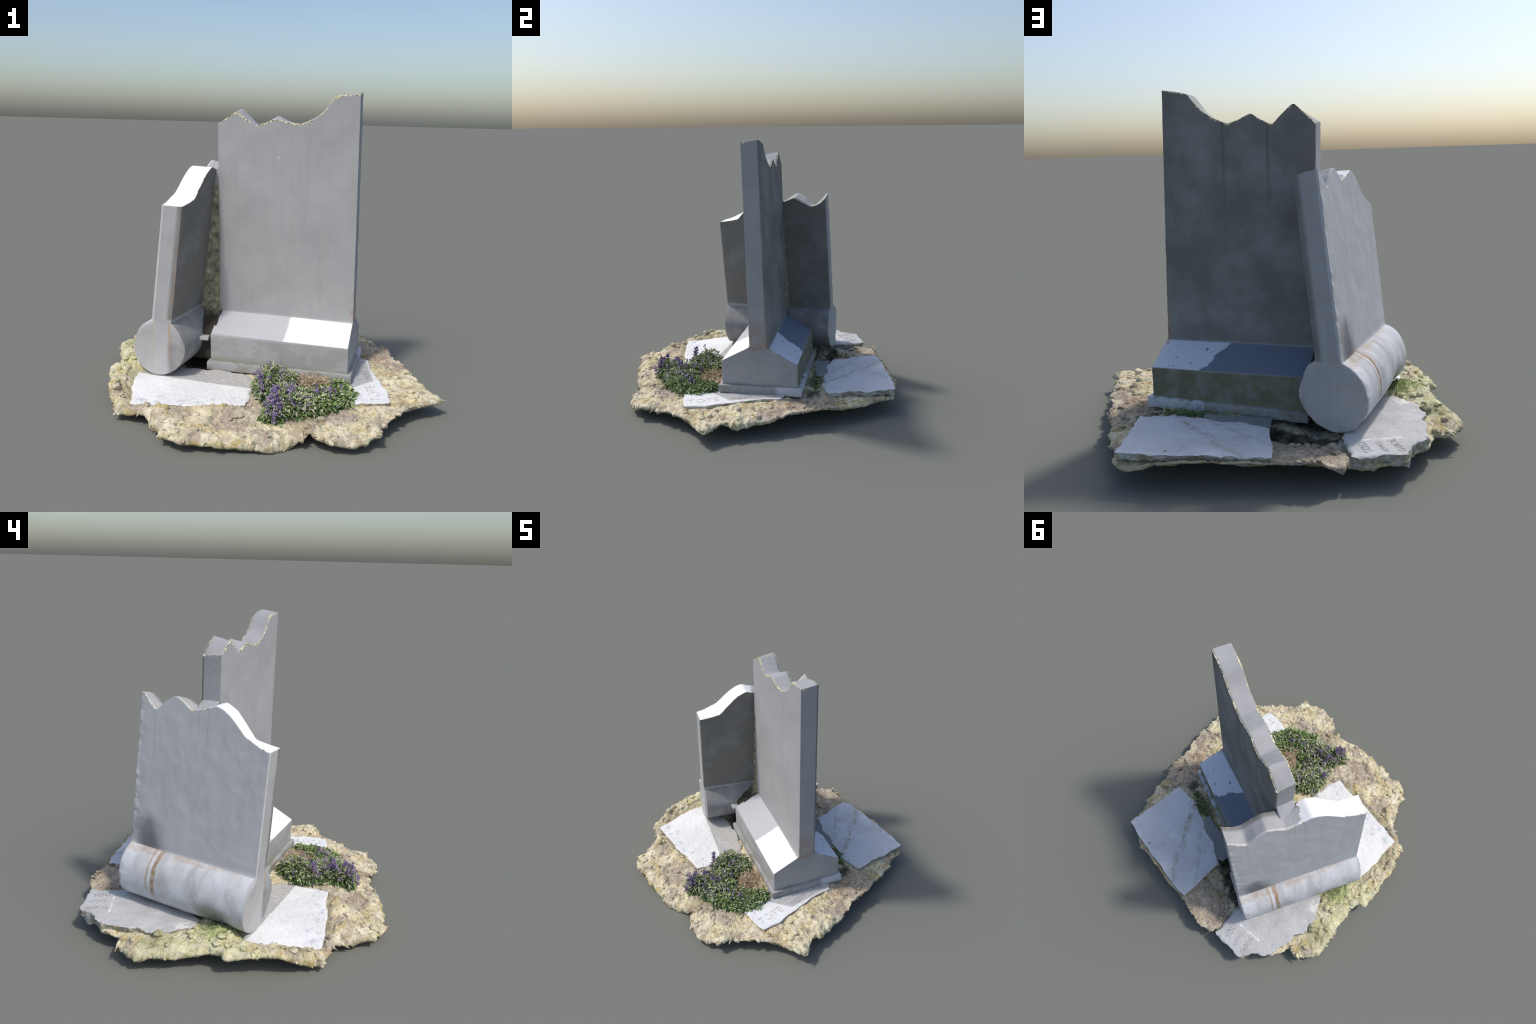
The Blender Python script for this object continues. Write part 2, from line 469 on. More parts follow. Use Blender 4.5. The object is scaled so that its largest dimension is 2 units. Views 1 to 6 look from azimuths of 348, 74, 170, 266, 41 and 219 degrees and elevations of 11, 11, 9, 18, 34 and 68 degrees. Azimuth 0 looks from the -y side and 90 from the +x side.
def mat_earth():
    m = Mat("lichen_earth", 0.95)
    off = lambda *o: m.stretch(1, 1, 1, o)
    big, mid, fine = m.noise(5.5, 7, 0.7), m.noise(19, 7, 0.75), m.noise(85, 5, 0.75)
    c = m.ramp(big, [(0.30, (0.40, 0.33, 0.27)), (0.40, (0.68, 0.58, 0.42)), (0.50, (0.90, 0.80, 0.53)), (0.58, (0.76, 0.65, 0.40)), (0.70, (0.46, 0.39, 0.30))])
    # cream crusts, ochre, pinkish grey and green-grey patches, each with its own grain
    c = m.mix(m.ss(m.noise(7, 6, 0.62, off(4, 4, 4)), 0.46, 0.60, 0, 0.85), c, (0.95, 0.88, 0.66))
    c = m.mix(m.ss(m.noise(10, 6, 0.75, off(3, 5, 1)), 0.52, 0.61, 0, 0.8), c, (0.60, 0.46, 0.17))
    c = m.mix(m.ss(m.noise(8, 7, 0.75, off(9, 2, 4)), 0.52, 0.61, 0, 0.85), c, (0.50, 0.40, 0.31))
    c = m.mix(m.ss(m.noise(13, 6, 0.75, off(1, 8, 7)), 0.55, 0.64, 0, 0.7), c, (0.38, 0.39, 0.27))
    c = m.mix(m.ss(m.noise(24, 5, 0.7, off(5, 5, 2)), 0.58, 0.66, 0, 0.8), c, (0.17, 0.145, 0.09))
    c = m.mix(m.ss(m.noise(45, 5, 0.7, off(8, 1, 3)), 0.58, 0.68, 0, 0.45), c, (0.30, 0.25, 0.14))
    c = m.mix(m.ss(m.noise(30, 5, 0.7, off(2, 1, 9)), 0.60, 0.67, 0, 0.7), c, (0.92, 0.88, 0.76))
    c = m.mix(m.ss(fine, 0.57, 0.70, 0, 0.5), c, (0.24, 0.19, 0.13))
    c = m.mix(m.ss(m.voronoi(21, "DISTANCE_TO_EDGE", m.stretch(1, 1, 1, (2, 3, 1))), 0.04, 0.0, 0, 0.25), c, (0.26, 0.21, 0.15))
    # pinkish grey-brown bare patches
    for p, r in (((-0.30, -0.70, 0.07), 0.15), ((-0.15, -0.60, 0.08), 0.14), ((0.78, 0.08, 0.13), 0.24), ((-0.78, -0.42, 0.1), 0.10), ((-0.02, 0.88, 0.12), 0.30), ((0.3, -0.74, 0.1), 0.12), ((-0.55, -0.60, 0.1), 0.08), ((0.86, -0.15, 0.12), 0.12)):
        c = m.mix(m.mul(m.near(p, r * 0.4, r, 0.22, 9), m.ss(mid, 0.42, 0.62, 0.92, 0.25)), c, m.mix(m.ss(fine, 0.4, 0.65), (0.58, 0.49, 0.41), (0.30, 0.23, 0.17)))
    # a little orange litter
    c = m.mix(m.mul(m.near((0.78, -0.04, 0.13), 0.03, 0.10, 0.1, 18), m.ss(fine, 0.48, 0.6)), c, (0.50, 0.27, 0.14))
    # greenish lichen on the left, bright moss by the roll
    c = m.mix(m.mul(m.near((-0.92, 0.28, 0.12), 0.22, 0.46, 0.25, 7), m.ss(mid, 0.38, 0.62, 0.3, 0.75)), c, m.mix(m.ss(m.noise(26, 5), 0.45, 0.6), (0.72, 0.72, 0.38), (0.93, 0.91, 0.64)))
    c = m.mix(m.mul(m.near((-0.70, 0.17, 0.14), 0.03, 0.15, 0.12, 12), m.ss(fine, 0.3, 0.6, 1, 0.5)), c, (0.36, 0.46, 0.14))
    c = m.mix(m.mul(m.near((-0.76, 0.50, 0.12), 0.03, 0.15, 0.16, 14), m.ss(mid, 0.3, 0.6, 1, 0.4)), c, (0.27, 0.27, 0.12))
    c = m.mix(m.mul(m.near((-0.87, -0.25, 0.12), 0.02, 0.11, 0.12, 14), m.ss(mid, 0.4, 0.6), 0.9), c, (0.24, 0.22, 0.16))
    # near-black soil in the gaps beside the feet, weeds behind the plinth
    for p, r in (((0.09, 0.48, 0.08), 0.09), ((0.04, 0.53, 0.08), 0.09), ((-0.04, 0.58, 0.08), 0.085), ((-0.12, 0.64, 0.08), 0.07), ((-0.19, 0.69, 0.08), 0.05), ((-0.33, 0.17, 0.08), 0.20), ((-0.2, 0.4, 0.08), 0.2), ((0.66, 0.20, 0.1), 0.07)):
        c = m.mix(m.mul(m.near(p, r * 0.6, r, 0.05, 18), m.ss(fine, 0.35, 0.62, 0.97, 0.7)), c, (0.03, 0.028, 0.022))
    c = m.mix(m.mul(m.near((0.52, 0.28, 0.13), 0.03, 0.14, 0.14, 12), m.ss(fine, 0.35, 0.55)), c, (0.10, 0.12, 0.05))
    # bark mulch between the plants
    c = m.mix(m.near((0.17, -0.44, 0.13), 0.10, 0.22, 0.08, 12), c, m.ramp(m.noise(48, 4), [(0.35, (0.14, 0.09, 0.05)), (0.5, (0.46, 0.31, 0.20)), (0.65, (0.74, 0.62, 0.46))]))
    c = m.mix(m.mul(m.near((0.10, -0.70, 0.08), 0.04, 0.20, 0.08, 12), 0.6), c, (0.15, 0.12, 0.09))
    return m.done(c, m.add(fine, mid), 0.8, 0.015)


def plain(name, col, col2, scale=60, rough=0.7, trans=0.0):
    m = Mat(name, rough)
    c = m.mix(m.ss(m.noise(scale, 3), 0.35, 0.65), col, col2)
    m.done(c)
    if trans:
        tr = m.n("ShaderNodeBsdfTranslucent")
        m.t.links.new(c, tr.inputs["Color"])
        mx = m.n("ShaderNodeMixShader")
        mx.inputs[0].default_value = trans
        out = next(n for n in m.t.nodes if n.type == "OUTPUT_MATERIAL")
        m.t.links.new(m.bsdf.outputs[0], mx.inputs[1])
        m.t.links.new(tr.outputs[0], mx.inputs[2])
        m.t.links.new(mx.outputs[0], out.inputs["Surface"])
    return m.m


CRUST = mat_crust()

# ------------------------------------------------------------------ tall headstone
TALL_O, TALL_R = np.array([0.170, 0.0358, 0.12]), math.atan2(-0.449, 0.8935)
LT = 0.860
tall = empty("tall_headstone", TALL_O, TALL_R, "tall grey cement headstone with broken scalloped top on a sloping foot", "gravestone")
zo = TALL_O[2]
FRONT = [(0, 1.626), (0.074, 1.667), (0.139, 1.701), (0.217, 1.651), (0.285, 1.618), (0.332, 1.632), (0.393, 1.655), (0.445, 1.661),
         (0.50, 1.645), (0.60, 1.638), (0.684, 1.662), (0.75, 1.703), (0.798, 1.758), (0.838, 1.800), (1, 1.812)]
BACK = [(0, 1.617), (0.063, 1.668), (0.138, 1.726), (0.213, 1.671), (0.272, 1.618), (0.349, 1.652), (0.409, 1.686), (0.488, 1.653),
        (0.568, 1.632), (0.683, 1.680), (0.754, 1.726), (0.825, 1.799), (0.90, 1.815), (1, 1.828)]
rows = [(z, 0.261) for z in np.linspace(0.17, 0.352, 24)]
rows += [(0.352 + 0.103 * t, 0.261 + (0.062 - 0.261) * t) for t in np.linspace(0, 1, 18)[1:]]
rows = [(z - zo, w) for z, w in rows]
V, F, T, C = upright(LT, rows, 0.062, 0.060, [(s, z - zo + 0.009) for s, z in FRONT], [(s, z - zo + 0.009) for s, z in BACK],
                     (-0.017, -0.035), 0.455 - zo, 0.012, 170)
edge = fbm(V, 22, 3)
N = vertex_normals(V, F)
V = laplace(V, F, 0.5, it=2)
endmask = smooth(0.40, 0.425, np.abs(V[:, 0]))
backrim = smooth(0.0, 0.05, V[:, 1]) * smooth(0.36, 0.425, V[:, 0])
V = V + N * (0.0018 * fbm(V + 3, 5, 3) + 0.0012 * fbm(V, 40, 2) * endmask + 0.006 * edge * endmask * backrim)[:, None]
cc = V[F].mean(1)
crust = (C > 0) & (fbm(cc * [1, 1, 1], 26, 3) + 0.9 * (C - 0.72) > -0.02 + 0.25 * smooth(0.30, 0.45, np.abs(cc[:, 0] + 0.9)) * 0)
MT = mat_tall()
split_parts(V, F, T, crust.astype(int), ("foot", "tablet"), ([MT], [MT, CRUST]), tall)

# plinth slab under the foot
def rough_box(dx, dy, dz, step, r, seed, amp, centre=(0, 0, 0)):
    nx, ny, nz = (max(2, int(round(d / step))) for d in (dx, dy, dz))
    gx, gy, gz = np.linspace(-.5, .5, nx + 1) * dx, np.linspace(-.5, .5, ny + 1) * dy, np.linspace(-.5, .5, nz + 1) * dz
    P = np.stack(np.meshgrid(gx, gy, gz, indexing="ij"), -1)
    s = np.zeros(P.shape[:3], bool)
    s[[0, -1]] = s[:, [0, -1]] = s[:, :, [0, -1]] = True
    ids = -np.ones(P.shape[:3], np.int64)
    ids[s] = np.arange(s.sum())
    v = P[s]
    fs = []
    for a, fl in ((ids[:, 0, :], 0), (ids[:, -1, :], 1), (ids[0], 1), (ids[-1], 0), (ids[:, :, -1], 0), (ids[:, :, 0], 1)):
        q = np.stack([a[:-1, :-1], a[1:, :-1], a[1:, 1:], a[:-1, 1:]], -1).reshape(-1, 4)
        fs.append(q[:, ::-1] if fl else q)
    f = np.concatenate(fs)
    n = vertex_normals(v, f)
    v = laplace(v, f, 0.5, it=r)
    v = v + n * (amp * fbm(v + seed, 18, 4))[:, None]
    return v + np.array(centre), f


v, f = rough_box(LT + 0.042, 0.568, 0.055, 0.010, 2, 5.0, 0.004, (0.007, 0.010, 0.157 - zo))
v[:, 2] += 0.020 * v[:, 0]
mesh_object("plinth", v, f, [mat_plinth()], tall, None, 0.7)

# ------------------------------------------------------------------ leaning headstone with roll foot
LEAN_O, LEAN_R = np.array([-0.4005, 0.2903, 0.13]), math.atan2(0.8451, 0.5347)
LL = 0.868
lean = empty("leaning_headstone", LEAN_O, LEAN_R, "grey cement headstone with broken top leaning on a round roll foot", "gravestone")
zo = LEAN_O[2]
OUT = [(0, 1.165), (0.069, 1.183), (0.136, 1.213), (0.184, 1.234), (0.236, 1.282), (0.299, 1.337), (0.36, 1.372), (0.41, 1.385), (0.47, 1.362),
       (0.525, 1.346), (0.60, 1.332), (0.664, 1.368), (0.727, 1.397), (0.803, 1.361), (0.873, 1.296), (0.934, 1.341), (0.985, 1.395), (1, 1.397)]
INN = [(0, 1.166), (0.10, 1.178), (0.18, 1.196), (0.262, 1.281), (0.335, 1.350), (0.416, 1.386), (0.46, 1.372), (0.52, 1.350), (0.60, 1.335),
       (0.645, 1.342), (0.722, 1.367), (0.796, 1.333), (0.869, 1.302), (0.926, 1.316), (0.975, 1.345), (1, 1.372)]
R = 0.175
zc = 0.308
a1 = math.acos(0.066 / R)
ang = np.linspace(-math.pi / 2, a1, 64)
rows = [(zc + R * math.sin(a) - zo, max(R * math.cos(a), 0.004)) for a in ang]
joint = rows[-1][1]
# local y points outwards, so the "front" (w = -1) is the inner face
V, F, T, C = upright(LL, rows, joint, 0.064, [(s, z - zo + 0.002 + 0.006 * (s > 0.62) - 0.012 * math.exp(-((s - 0.36) / 0.16) ** 2)) for s, z in INN], [(s, z - zo + 0.002 + 0.006 * (s > 0.62) - 0.010 * math.exp(-((s - 0.36) / 0.16) ** 2)) for s, z in OUT],
                     (-0.033, -0.117), 0.469 - zo, 0.030, 130)
N = vertex_normals(V, F)
V = laplace(V, F, 0.5, it=2)
outer = smooth(-0.02, 0.02, V[:, 1] + 0.117 * (V[:, 2] - 0.339))
far = smooth(0.37, 0.43, V[:, 0])
tabl = smooth(0.34, 0.40, V[:, 2])
dents = fbm(V * [1, 1, 0.7], 13, 3) - 0.6 * np.abs(fbm(V * [1, 1, 0.6] + 4, 11, 2))
rim = far * outer
roll = 1 - smooth(0.30, 0.36, V[:, 2])
hollow = np.exp(-((V[:, 0] + 0.22) / 0.09) ** 2 - ((V[:, 2] - 0.06) / 0.05) ** 2) * smooth(0.05, 0.10, V[:, 1])
bulge = np.exp(-((V[:, 2] - 0.29) / 0.06) ** 2) * smooth(0.04, 0.09, V[:, 1]) * roll
V = V + N * (0.010 * bulge + 0.002 * fbm(V + 8, 6, 3) + 0.0020 * outer * tabl * dents * 0.8 + 0.002 * outer * tabl + rim * 0.010 * fbm(V, 17, 4) - 0.03 * hollow * (0.8 + fbm(V, 14, 3))
             + 0.0045 * far * roll * fbm(V, 20, 3) + 0.0015 * roll * fbm(V, 14, 3))[:, None]
neck = np.exp(-((V[:, 2] - 0.338) / 0.035) ** 2) * smooth(0.0, -0.05, V[:, 1] + 0.117 * (V[:, 2] - 0.339)) * smooth(0.15, 0.40, V[:, 0])
V[:, 1] -= 0.008 * neck
V[:, 1] += 0.014 * np.exp(-((V[:, 2] - 0.27) / 0.055) ** 2) * smooth(-0.05, -0.09, V[:, 1])
cc = V[F].mean(1)
crust = ((C > 0) & (fbm(cc, 26, 3) + 0.9 * (C - 0.72) > 0.42)).astype(int)
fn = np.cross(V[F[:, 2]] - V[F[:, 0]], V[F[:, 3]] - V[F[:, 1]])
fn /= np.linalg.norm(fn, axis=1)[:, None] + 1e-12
sunlit = (fn[:, 2] > 0.45) & (cc[:, 2] > 0.9) & (cc[:, 0] + 0.10 * fbm(cc, 14, 3) + 0.25 * np.abs(cc[:, 1] + 0.06) < -0.02) & (crust == 0)  # sunlit white of the front top slope, painted on upward faces
crust[sunlit] = 2
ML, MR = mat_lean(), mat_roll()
split_parts(V, F, T, crust, ("roll_foot", "tablet"), ([MR], [ML, CRUST, mat_top("sunlit_top", 0.80)]), lean)


# ------------------------------------------------------------------ fill added for the scan's fused gap between the two stones
def to_world(O, R_, p):
    c, s = math.cos(R_), math.sin(R_)
    p = np.asarray(p, float)
    return np.stack([O[0] + c * p[:, 0] - s * p[:, 1], O[1] + s * p[:, 0] + c * p[:, 1], O[2] + p[:, 2]], 1)


def mat_fill():
    m = Mat("gap_fill", 0.95)
    n = m.noise(22, 6, 0.7)
    c = m.ramp(n, [(0.34, (0.14, 0.125, 0.09)), (0.5, (0.32, 0.30, 0.20)), (0.66, (0.50, 0.47, 0.33))])
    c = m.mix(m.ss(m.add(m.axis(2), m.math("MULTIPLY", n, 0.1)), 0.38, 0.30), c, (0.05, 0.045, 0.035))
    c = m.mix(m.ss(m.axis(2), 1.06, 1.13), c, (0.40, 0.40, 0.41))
    return m.done(c, n, 0.7, 0.02)


gy, gx, gz = 14, 12, 110
ids, pv = {}, []
for k in range(gz + 1):
    z = 0.17 + (1.375 - 0.17) * k / gz
    tz = z - 0.455
    for i in range(gx + 1):
        for j in range(gy + 1):
            if 0 < i < gx and 0 < j < gy and 0 < k < gz:
                continue
            w0 = -0.054 - 0.17 * float(smooth(0.50, 0.33, z))
            w = w0 + (0.050 - w0) * j / gy
            # right side bites 1 cm into the tall tablet's end
            xr, yr = -LT / 2 - 0.017 * tz + 0.012, w - 0.035 * tz
            pr = to_world(TALL_O, TALL_R, [(xr, yr, z - TALL_O[2])])[0]
            # left side on the leaning tablet's inner face
            ly = -0.058 - 0.117 * (z - 0.469) + 0.010
            lx = 0.045 + w * 1.05 - 0.033 * (z - 0.469)
            pl = to_world(LEAN_O, LEAN_R, [(lx, ly + (0.075 * smooth(1.325, 1.372, z)), z - LEAN_O[2])])[0]
            t = i / gx
            p = pl * (1 - t) + pr * t
            p[2] -= (1 - t) ** 1.3 * 0.062 * smooth(1.28, 1.375, z)
            ids[i, j, k] = len(pv)
            pv.append(p)
pf = []
for a in range(gx):
    for k in range(gz):
        pf.append([ids[a, 0, k], ids[a + 1, 0, k], ids[a + 1, 0, k + 1], ids[a, 0, k + 1]])
        pf.append([ids[a, gy, k], ids[a, gy, k + 1], ids[a + 1, gy, k + 1], ids[a + 1, gy, k]])
    for b in range(gy):
        pf.append([ids[a, b, gz], ids[a + 1, b, gz], ids[a + 1, b + 1, gz], ids[a, b + 1, gz]])
        pf.append([ids[a, b, 0], ids[a, b + 1, 0], ids[a + 1, b + 1, 0], ids[a + 1, b, 0]])
for b in range(gy):
    for k in range(gz):
        pf.append([ids[0, b, k], ids[0, b, k + 1], ids[0, b + 1, k + 1], ids[0, b + 1, k]])
        pf.append([ids[gx, b, k], ids[gx, b + 1, k], ids[gx, b + 1, k + 1], ids[gx, b, k + 1]])
pv, pf = np.array(pv), np.array(pf)
pn = vertex_normals(pv, pf)
pv = pv + pn * (0.012 * fbm(pv, 16, 4))[:, None] * (1 - 0.6 * smooth(1.25, 1.35, pv[:, 2]))[:, None]
base = np.array([-0.25, 0.24, 0.17])
ob = mesh_object("gap_fill", pv - base, pf, [mat_fill()], None, None, 9, tuple(base))
ob["label"] = "rough fill added where the scan fuses the two headstones"
ob["category"] = "mortar"

# ------------------------------------------------------------------ broken flat slabs
def dense(poly, step, closed=True):
    P = np.array(poly, float)
    out = []
    for a, b in zip(P, np.roll(P, -1, 0)):
        n = max(2, int(np.linalg.norm((b - a)[:2]) / step))
        out.append(a + (b - a) * (np.arange(n) / n)[:, None])
    return np.concatenate(out)


SLABS = {}


def fit_plane(pts):
    p = np.array(pts)
    return np.linalg.lstsq(np.c_[p[:, 0], p[:, 1], np.ones(len(p))], p[:, 2], rcond=None)[0]


def slab_surface(name, xy):
    s = SLABS[name]
    p = np.c_[xy, np.full(len(xy), s["seed"])]
    z = np.c_[xy, np.ones(len(xy))] @ s["plane"]
    z = z + s["amp"] * fbm(p, 7, 3) + 0.0010 * fbm(p, 45, 2)
    if s.get("crack"):
        (p0, p1), (q0, q1) = s["crack"]
        d = np.array([q0 - p0, q1 - p1])
        L = np.linalg.norm(d)
        d /= L
        rel = xy - np.array([p0, p1])
        off = rel @ np.array([-d[1], d[0]]) + 0.035 * fbm(np.c_[xy, 0 * xy[:, 0]], 6, 3)
        z = z - 0.006 * np.exp(-(off / 0.009) ** 2) * smooth(0.62, 0.5, fbm(p, 9, 2) + 0.5)
    return z


def flat_slab(name, poly, zpts, thick, mat, label, seed, amp=0.002, jag=0.006, crack=None, chip=0.012, dents=()):
    SLABS[name] = dict(plane=fit_plane(zpts), seed=seed, amp=amp, poly=np.array(poly), crack=crack)
    ring = dense(poly, 0.008)
    nx = np.c_[ring, np.full(len(ring), seed)]
    c = ring.mean(0)
    out = ring - c
    out /= np.linalg.norm(out, axis=1)[:, None]
    ring = ring + out * (jag * fbm(nx, 9, 4))[:, None] * 1.6
    for (dx, dy, dr, dd) in dents:
        w = np.exp(-((ring - np.array([dx, dy])) ** 2).sum(1) / dr ** 2)
        ring = ring - out * (dd * w)[:, None]
    n = len(ring)
    ts = np.concatenate([np.linspace(0.02, 0.93, 42), [0.955, 0.975, 0.99, 1.0]])
    V, F = [], []
    for t in ts:
        xy = c + (ring - c) * t
        z = slab_surface(name, xy)
        if t > 0.94:
            e = (t - 0.94) / 0.06
            z = z - chip * e ** 2 * np.clip(0.35 + 1.6 * fbm(np.c_[xy, np.full(n, seed + 4)], 11, 3), 0.1, 1.4)
        V.append(np.c_[xy, z])
    topz = V[-1][:, 2]
    for q in range(1, 6):
        xy = ring - out * (0.004 * q) + out * (0.006 * fbm(np.c_[ring * 1.0, np.full(n, q * 0.35)], 30, 3))[:, None]
        V.append(np.c_[xy, topz - thick * q / 5])
    V = np.concatenate(V)
    m = len(ts) + 5
    i = np.arange(n)
    for k in range(m - 1):
        F.append(np.stack([k * n + i, (k + 1) * n + i, (k + 1) * n + (i + 1) % n, k * n + (i + 1) % n], 1))
    F = [tuple(f) for f in np.concatenate(F)]
    F.append(tuple(i))
    F.append(tuple(((m - 1) * n + i)[::-1]))
    base = np.array([c[0], c[1], topz.mean() - thick])
    ob = mesh_object(name, V - base, F, [mat], None, None, 0.9, tuple(base))
    ob["label"] = label
    ob["category"] = "stone slab"
    return ob, base


A_POLY = [(-0.772, 0.020), (-0.800, -0.12), (-0.832, -0.41), (-0.70, -0.445), (-0.545, -0.485), (-0.30, -0.53), (-0.205, -0.555), (-0.150, -0.44), (-0.09, -0.20), (-0.13, -0.125), (-0.34, -0.02), (-0.46, 0.03), (-0.62, 0.06)]
B_POLY = [(0.384, -0.640), (0.50, -0.665), (0.600, -0.676), (0.645, -0.55), (0.648, -0.35), (0.668, -0.18), (0.706, -0.05), (0.662, -0.004), (0.55, -0.10), (0.40, -0.38)]
C_POLY = [(0.745, 0.270), (0.80, 0.52), (0.838, 0.715), (0.70, 0.765), (0.60, 0.79), (0.45, 0.825), (0.27, 0.88), (0.155, 0.895), (0.135, 0.74), (0.106, 0.555), (0.25, 0.455), (0.407, 0.375), (0.555, 0.30), (0.63, 0.285)]
C2_POLY = [(0.42, 0.30), (0.075, 0.425), (0.10, 0.52), (0.17, 0.53), (0.42, 0.39)]
D_POLY = [(-0.205, 0.75), (-0.195, 0.85), (-0.20, 0.94), (-0.30, 0.965), (-0.43, 0.985), (-0.475, 0.955), (-0.53, 0.90), (-0.612, 0.845), (-0.635, 0.735), (-0.66, 0.63), (-0.715, 0.54), (-0.69, 0.40), (-0.635, 0.295), (-0.56, 0.28), (-0.42, 0.36)]


def rel(mb, base):
    """Lets mask positions be given in scene metres although Object coordinates start at the slab's base."""
    return None


def shift_mat(m, base):
    """Moves the material's Object coordinates back to scene metres."""
    mp = m.n("ShaderNodeMapping")
    m.t.links.new(m.co, mp.inputs["Vector"])
    mp.inputs["Location"].default_value = tuple(base)
    m.co = mp.outputs[0]
    m.xyz = None


def slab_mat(name, base, pale, grey, tone, extra, speck=0.5):
    m = Mat(name)
    shift_mat(m, base)
    n1 = m.noise(6, 6, 0.6)
    c = m.ramp(n1, [(0.3, tuple(pale * t * 0.86 for t in tone)), (0.65, tuple(pale * t for t in tone))])
    sp = m.noise(70, 5, 0.75)
    c = m.mix(m.ss(sp, 0.48, 0.75, 0, speck), c, tuple(grey * t for t in tone))
    c = extra(m, c, n1, sp)
    # earth and moss hanging on the broken sides
    g = m.n("ShaderNodeNewGeometry")
    nz = m.n("ShaderNodeSeparateXYZ")
    m.t.links.new(g.outputs["Normal"], nz.inputs[0])
    side = m.mul(m.ss(nz.outputs[2], 0.7, 0.4), m.ss(m.noise(18, 5, 0.7), 0.35, 0.6))
    c = m.mix(m.mul(side, 0.85), c, m.ramp(m.noise(22, 4), [(0.4, (0.12, 0.11, 0.06)), (0.6, (0.34, 0.30, 0.16))]))
    c = m.mix(m.ss(m.noise(4.5, 6, 0.7), 0.52, 0.68, 0, 0.45), c, tuple(grey * w for w in (1.0, 0.95, 0.86)))
    pit = m.noise(34, 6, 0.7)
    c = m.mix(m.ss(pit, 0.62, 0.72, 0, 0.6), c, tuple(grey * 0.6 * t for t in tone))
    return m.done(c, m.add(sp, m.math("MULTIPLY", pit, 1.5)), 0.5, 0.010)


def base_of(poly, zpts, thick):
    ring = dense(poly, 0.008)
    c = ring.mean(0)
    pl = fit_plane(zpts)
    return np.array([c[0], c[1], 0.0])


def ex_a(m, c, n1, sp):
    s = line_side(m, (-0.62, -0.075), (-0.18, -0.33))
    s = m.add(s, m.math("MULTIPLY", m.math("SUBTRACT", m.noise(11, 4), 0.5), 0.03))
    c = m.mix(m.mul(m.ss(s, 0.0, 0.008), 0.8), c, m.mix(m.ss(sp, 0.4, 0.65), (0.44, 0.43, 0.41), (0.30, 0.29, 0.27)))  # grey beyond the line: the tall stone's baked shadow, painted in
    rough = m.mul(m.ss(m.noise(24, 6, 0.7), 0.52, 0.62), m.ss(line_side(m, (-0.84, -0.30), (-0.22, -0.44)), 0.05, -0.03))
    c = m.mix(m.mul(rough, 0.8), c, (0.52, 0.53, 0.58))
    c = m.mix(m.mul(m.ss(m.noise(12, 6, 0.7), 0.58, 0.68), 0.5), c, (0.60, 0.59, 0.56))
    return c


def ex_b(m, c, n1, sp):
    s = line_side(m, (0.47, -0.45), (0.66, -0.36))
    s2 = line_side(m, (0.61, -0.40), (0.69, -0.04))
    c = m.mix(m.mul(m.ss(s, 0.0, 0.012), m.ss(s2, -0.004, 0.006), 0.85), c, m.mix(m.ss(sp, 0.4, 0.65), (0.46, 0.46, 0.46), (0.30, 0.30, 0.30)))  # baked shadow along the plinth, painted as a grey area
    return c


def ex_c(m, c, n1, sp):
    for p, q, w in (((0.56, 0.30), (0.30, 0.86), 0.012), ((0.50, 0.40), (0.42, 0.62), 0.016), ((0.36, 0.45), (0.20, 0.70), 0.012)):
        s = m.add(line_side(m, p, q), m.math("MULTIPLY", m.math("SUBTRACT", m.noise(7, 5), 0.5), 0.14))
        k = m.mul(m.ss(m.math("ABSOLUTE", s), w * 2.0, w * 0.3), m.ss(m.noise(26, 5, 0.7), 0.40, 0.58))
        c = m.mix(m.mul(k, 0.5), c, (0.42, 0.37, 0.29))
    dark = m.mul(m.ss(m.noise(30, 5, 0.7), 0.63, 0.69), m.ss(m.noise(5, 3), 0.5, 0.6))
    c = m.mix(dark, c, (0.16, 0.15, 0.14))
    return c


def ex_d(m, c, n1, sp):
    c = m.mix(m.mul(m.ss(m.noise(9, 4), 0.6, 0.7), 0.7), c, (0.66, 0.66, 0.64))
    veins = m.mul(m.ss(m.math("ABSOLUTE", m.add(line_side(m, (-0.27, 0.80), (-0.52, 0.80)), m.math("MULTIPLY", m.math("SUBTRACT", m.noise(12, 4), 0.5), 0.08))), 0.010, 0.003), m.ss(m.noise(25, 3), 0.42, 0.55))
    c = m.mix(m.mul(veins, m.ss(m.axis(0), -0.25, -0.3), m.ss(m.axis(0), -0.56, -0.5)), c, (0.80, 0.79, 0.76))
    c = m.mix(m.mul(m.near((-0.66, 0.36, 0.14), 0.02, 0.09, 0.08, 20), m.ss(m.noise(22, 4), 0.4, 0.55)), c, (0.78, 0.78, 0.74))
    return c


def make_slab(name, poly, zpts, thick, label, seed, ex, pale, grey, tone, speck=0.5, **kw):
    ob, base = flat_slab(name, poly, zpts, thick, None, label, seed, **kw)
    ob.data.materials.clear()
    ob.data.materials.append(slab_mat("marble_" + name.replace(".", "_"), base, pale, grey, tone, ex, speck))
    return ob, base


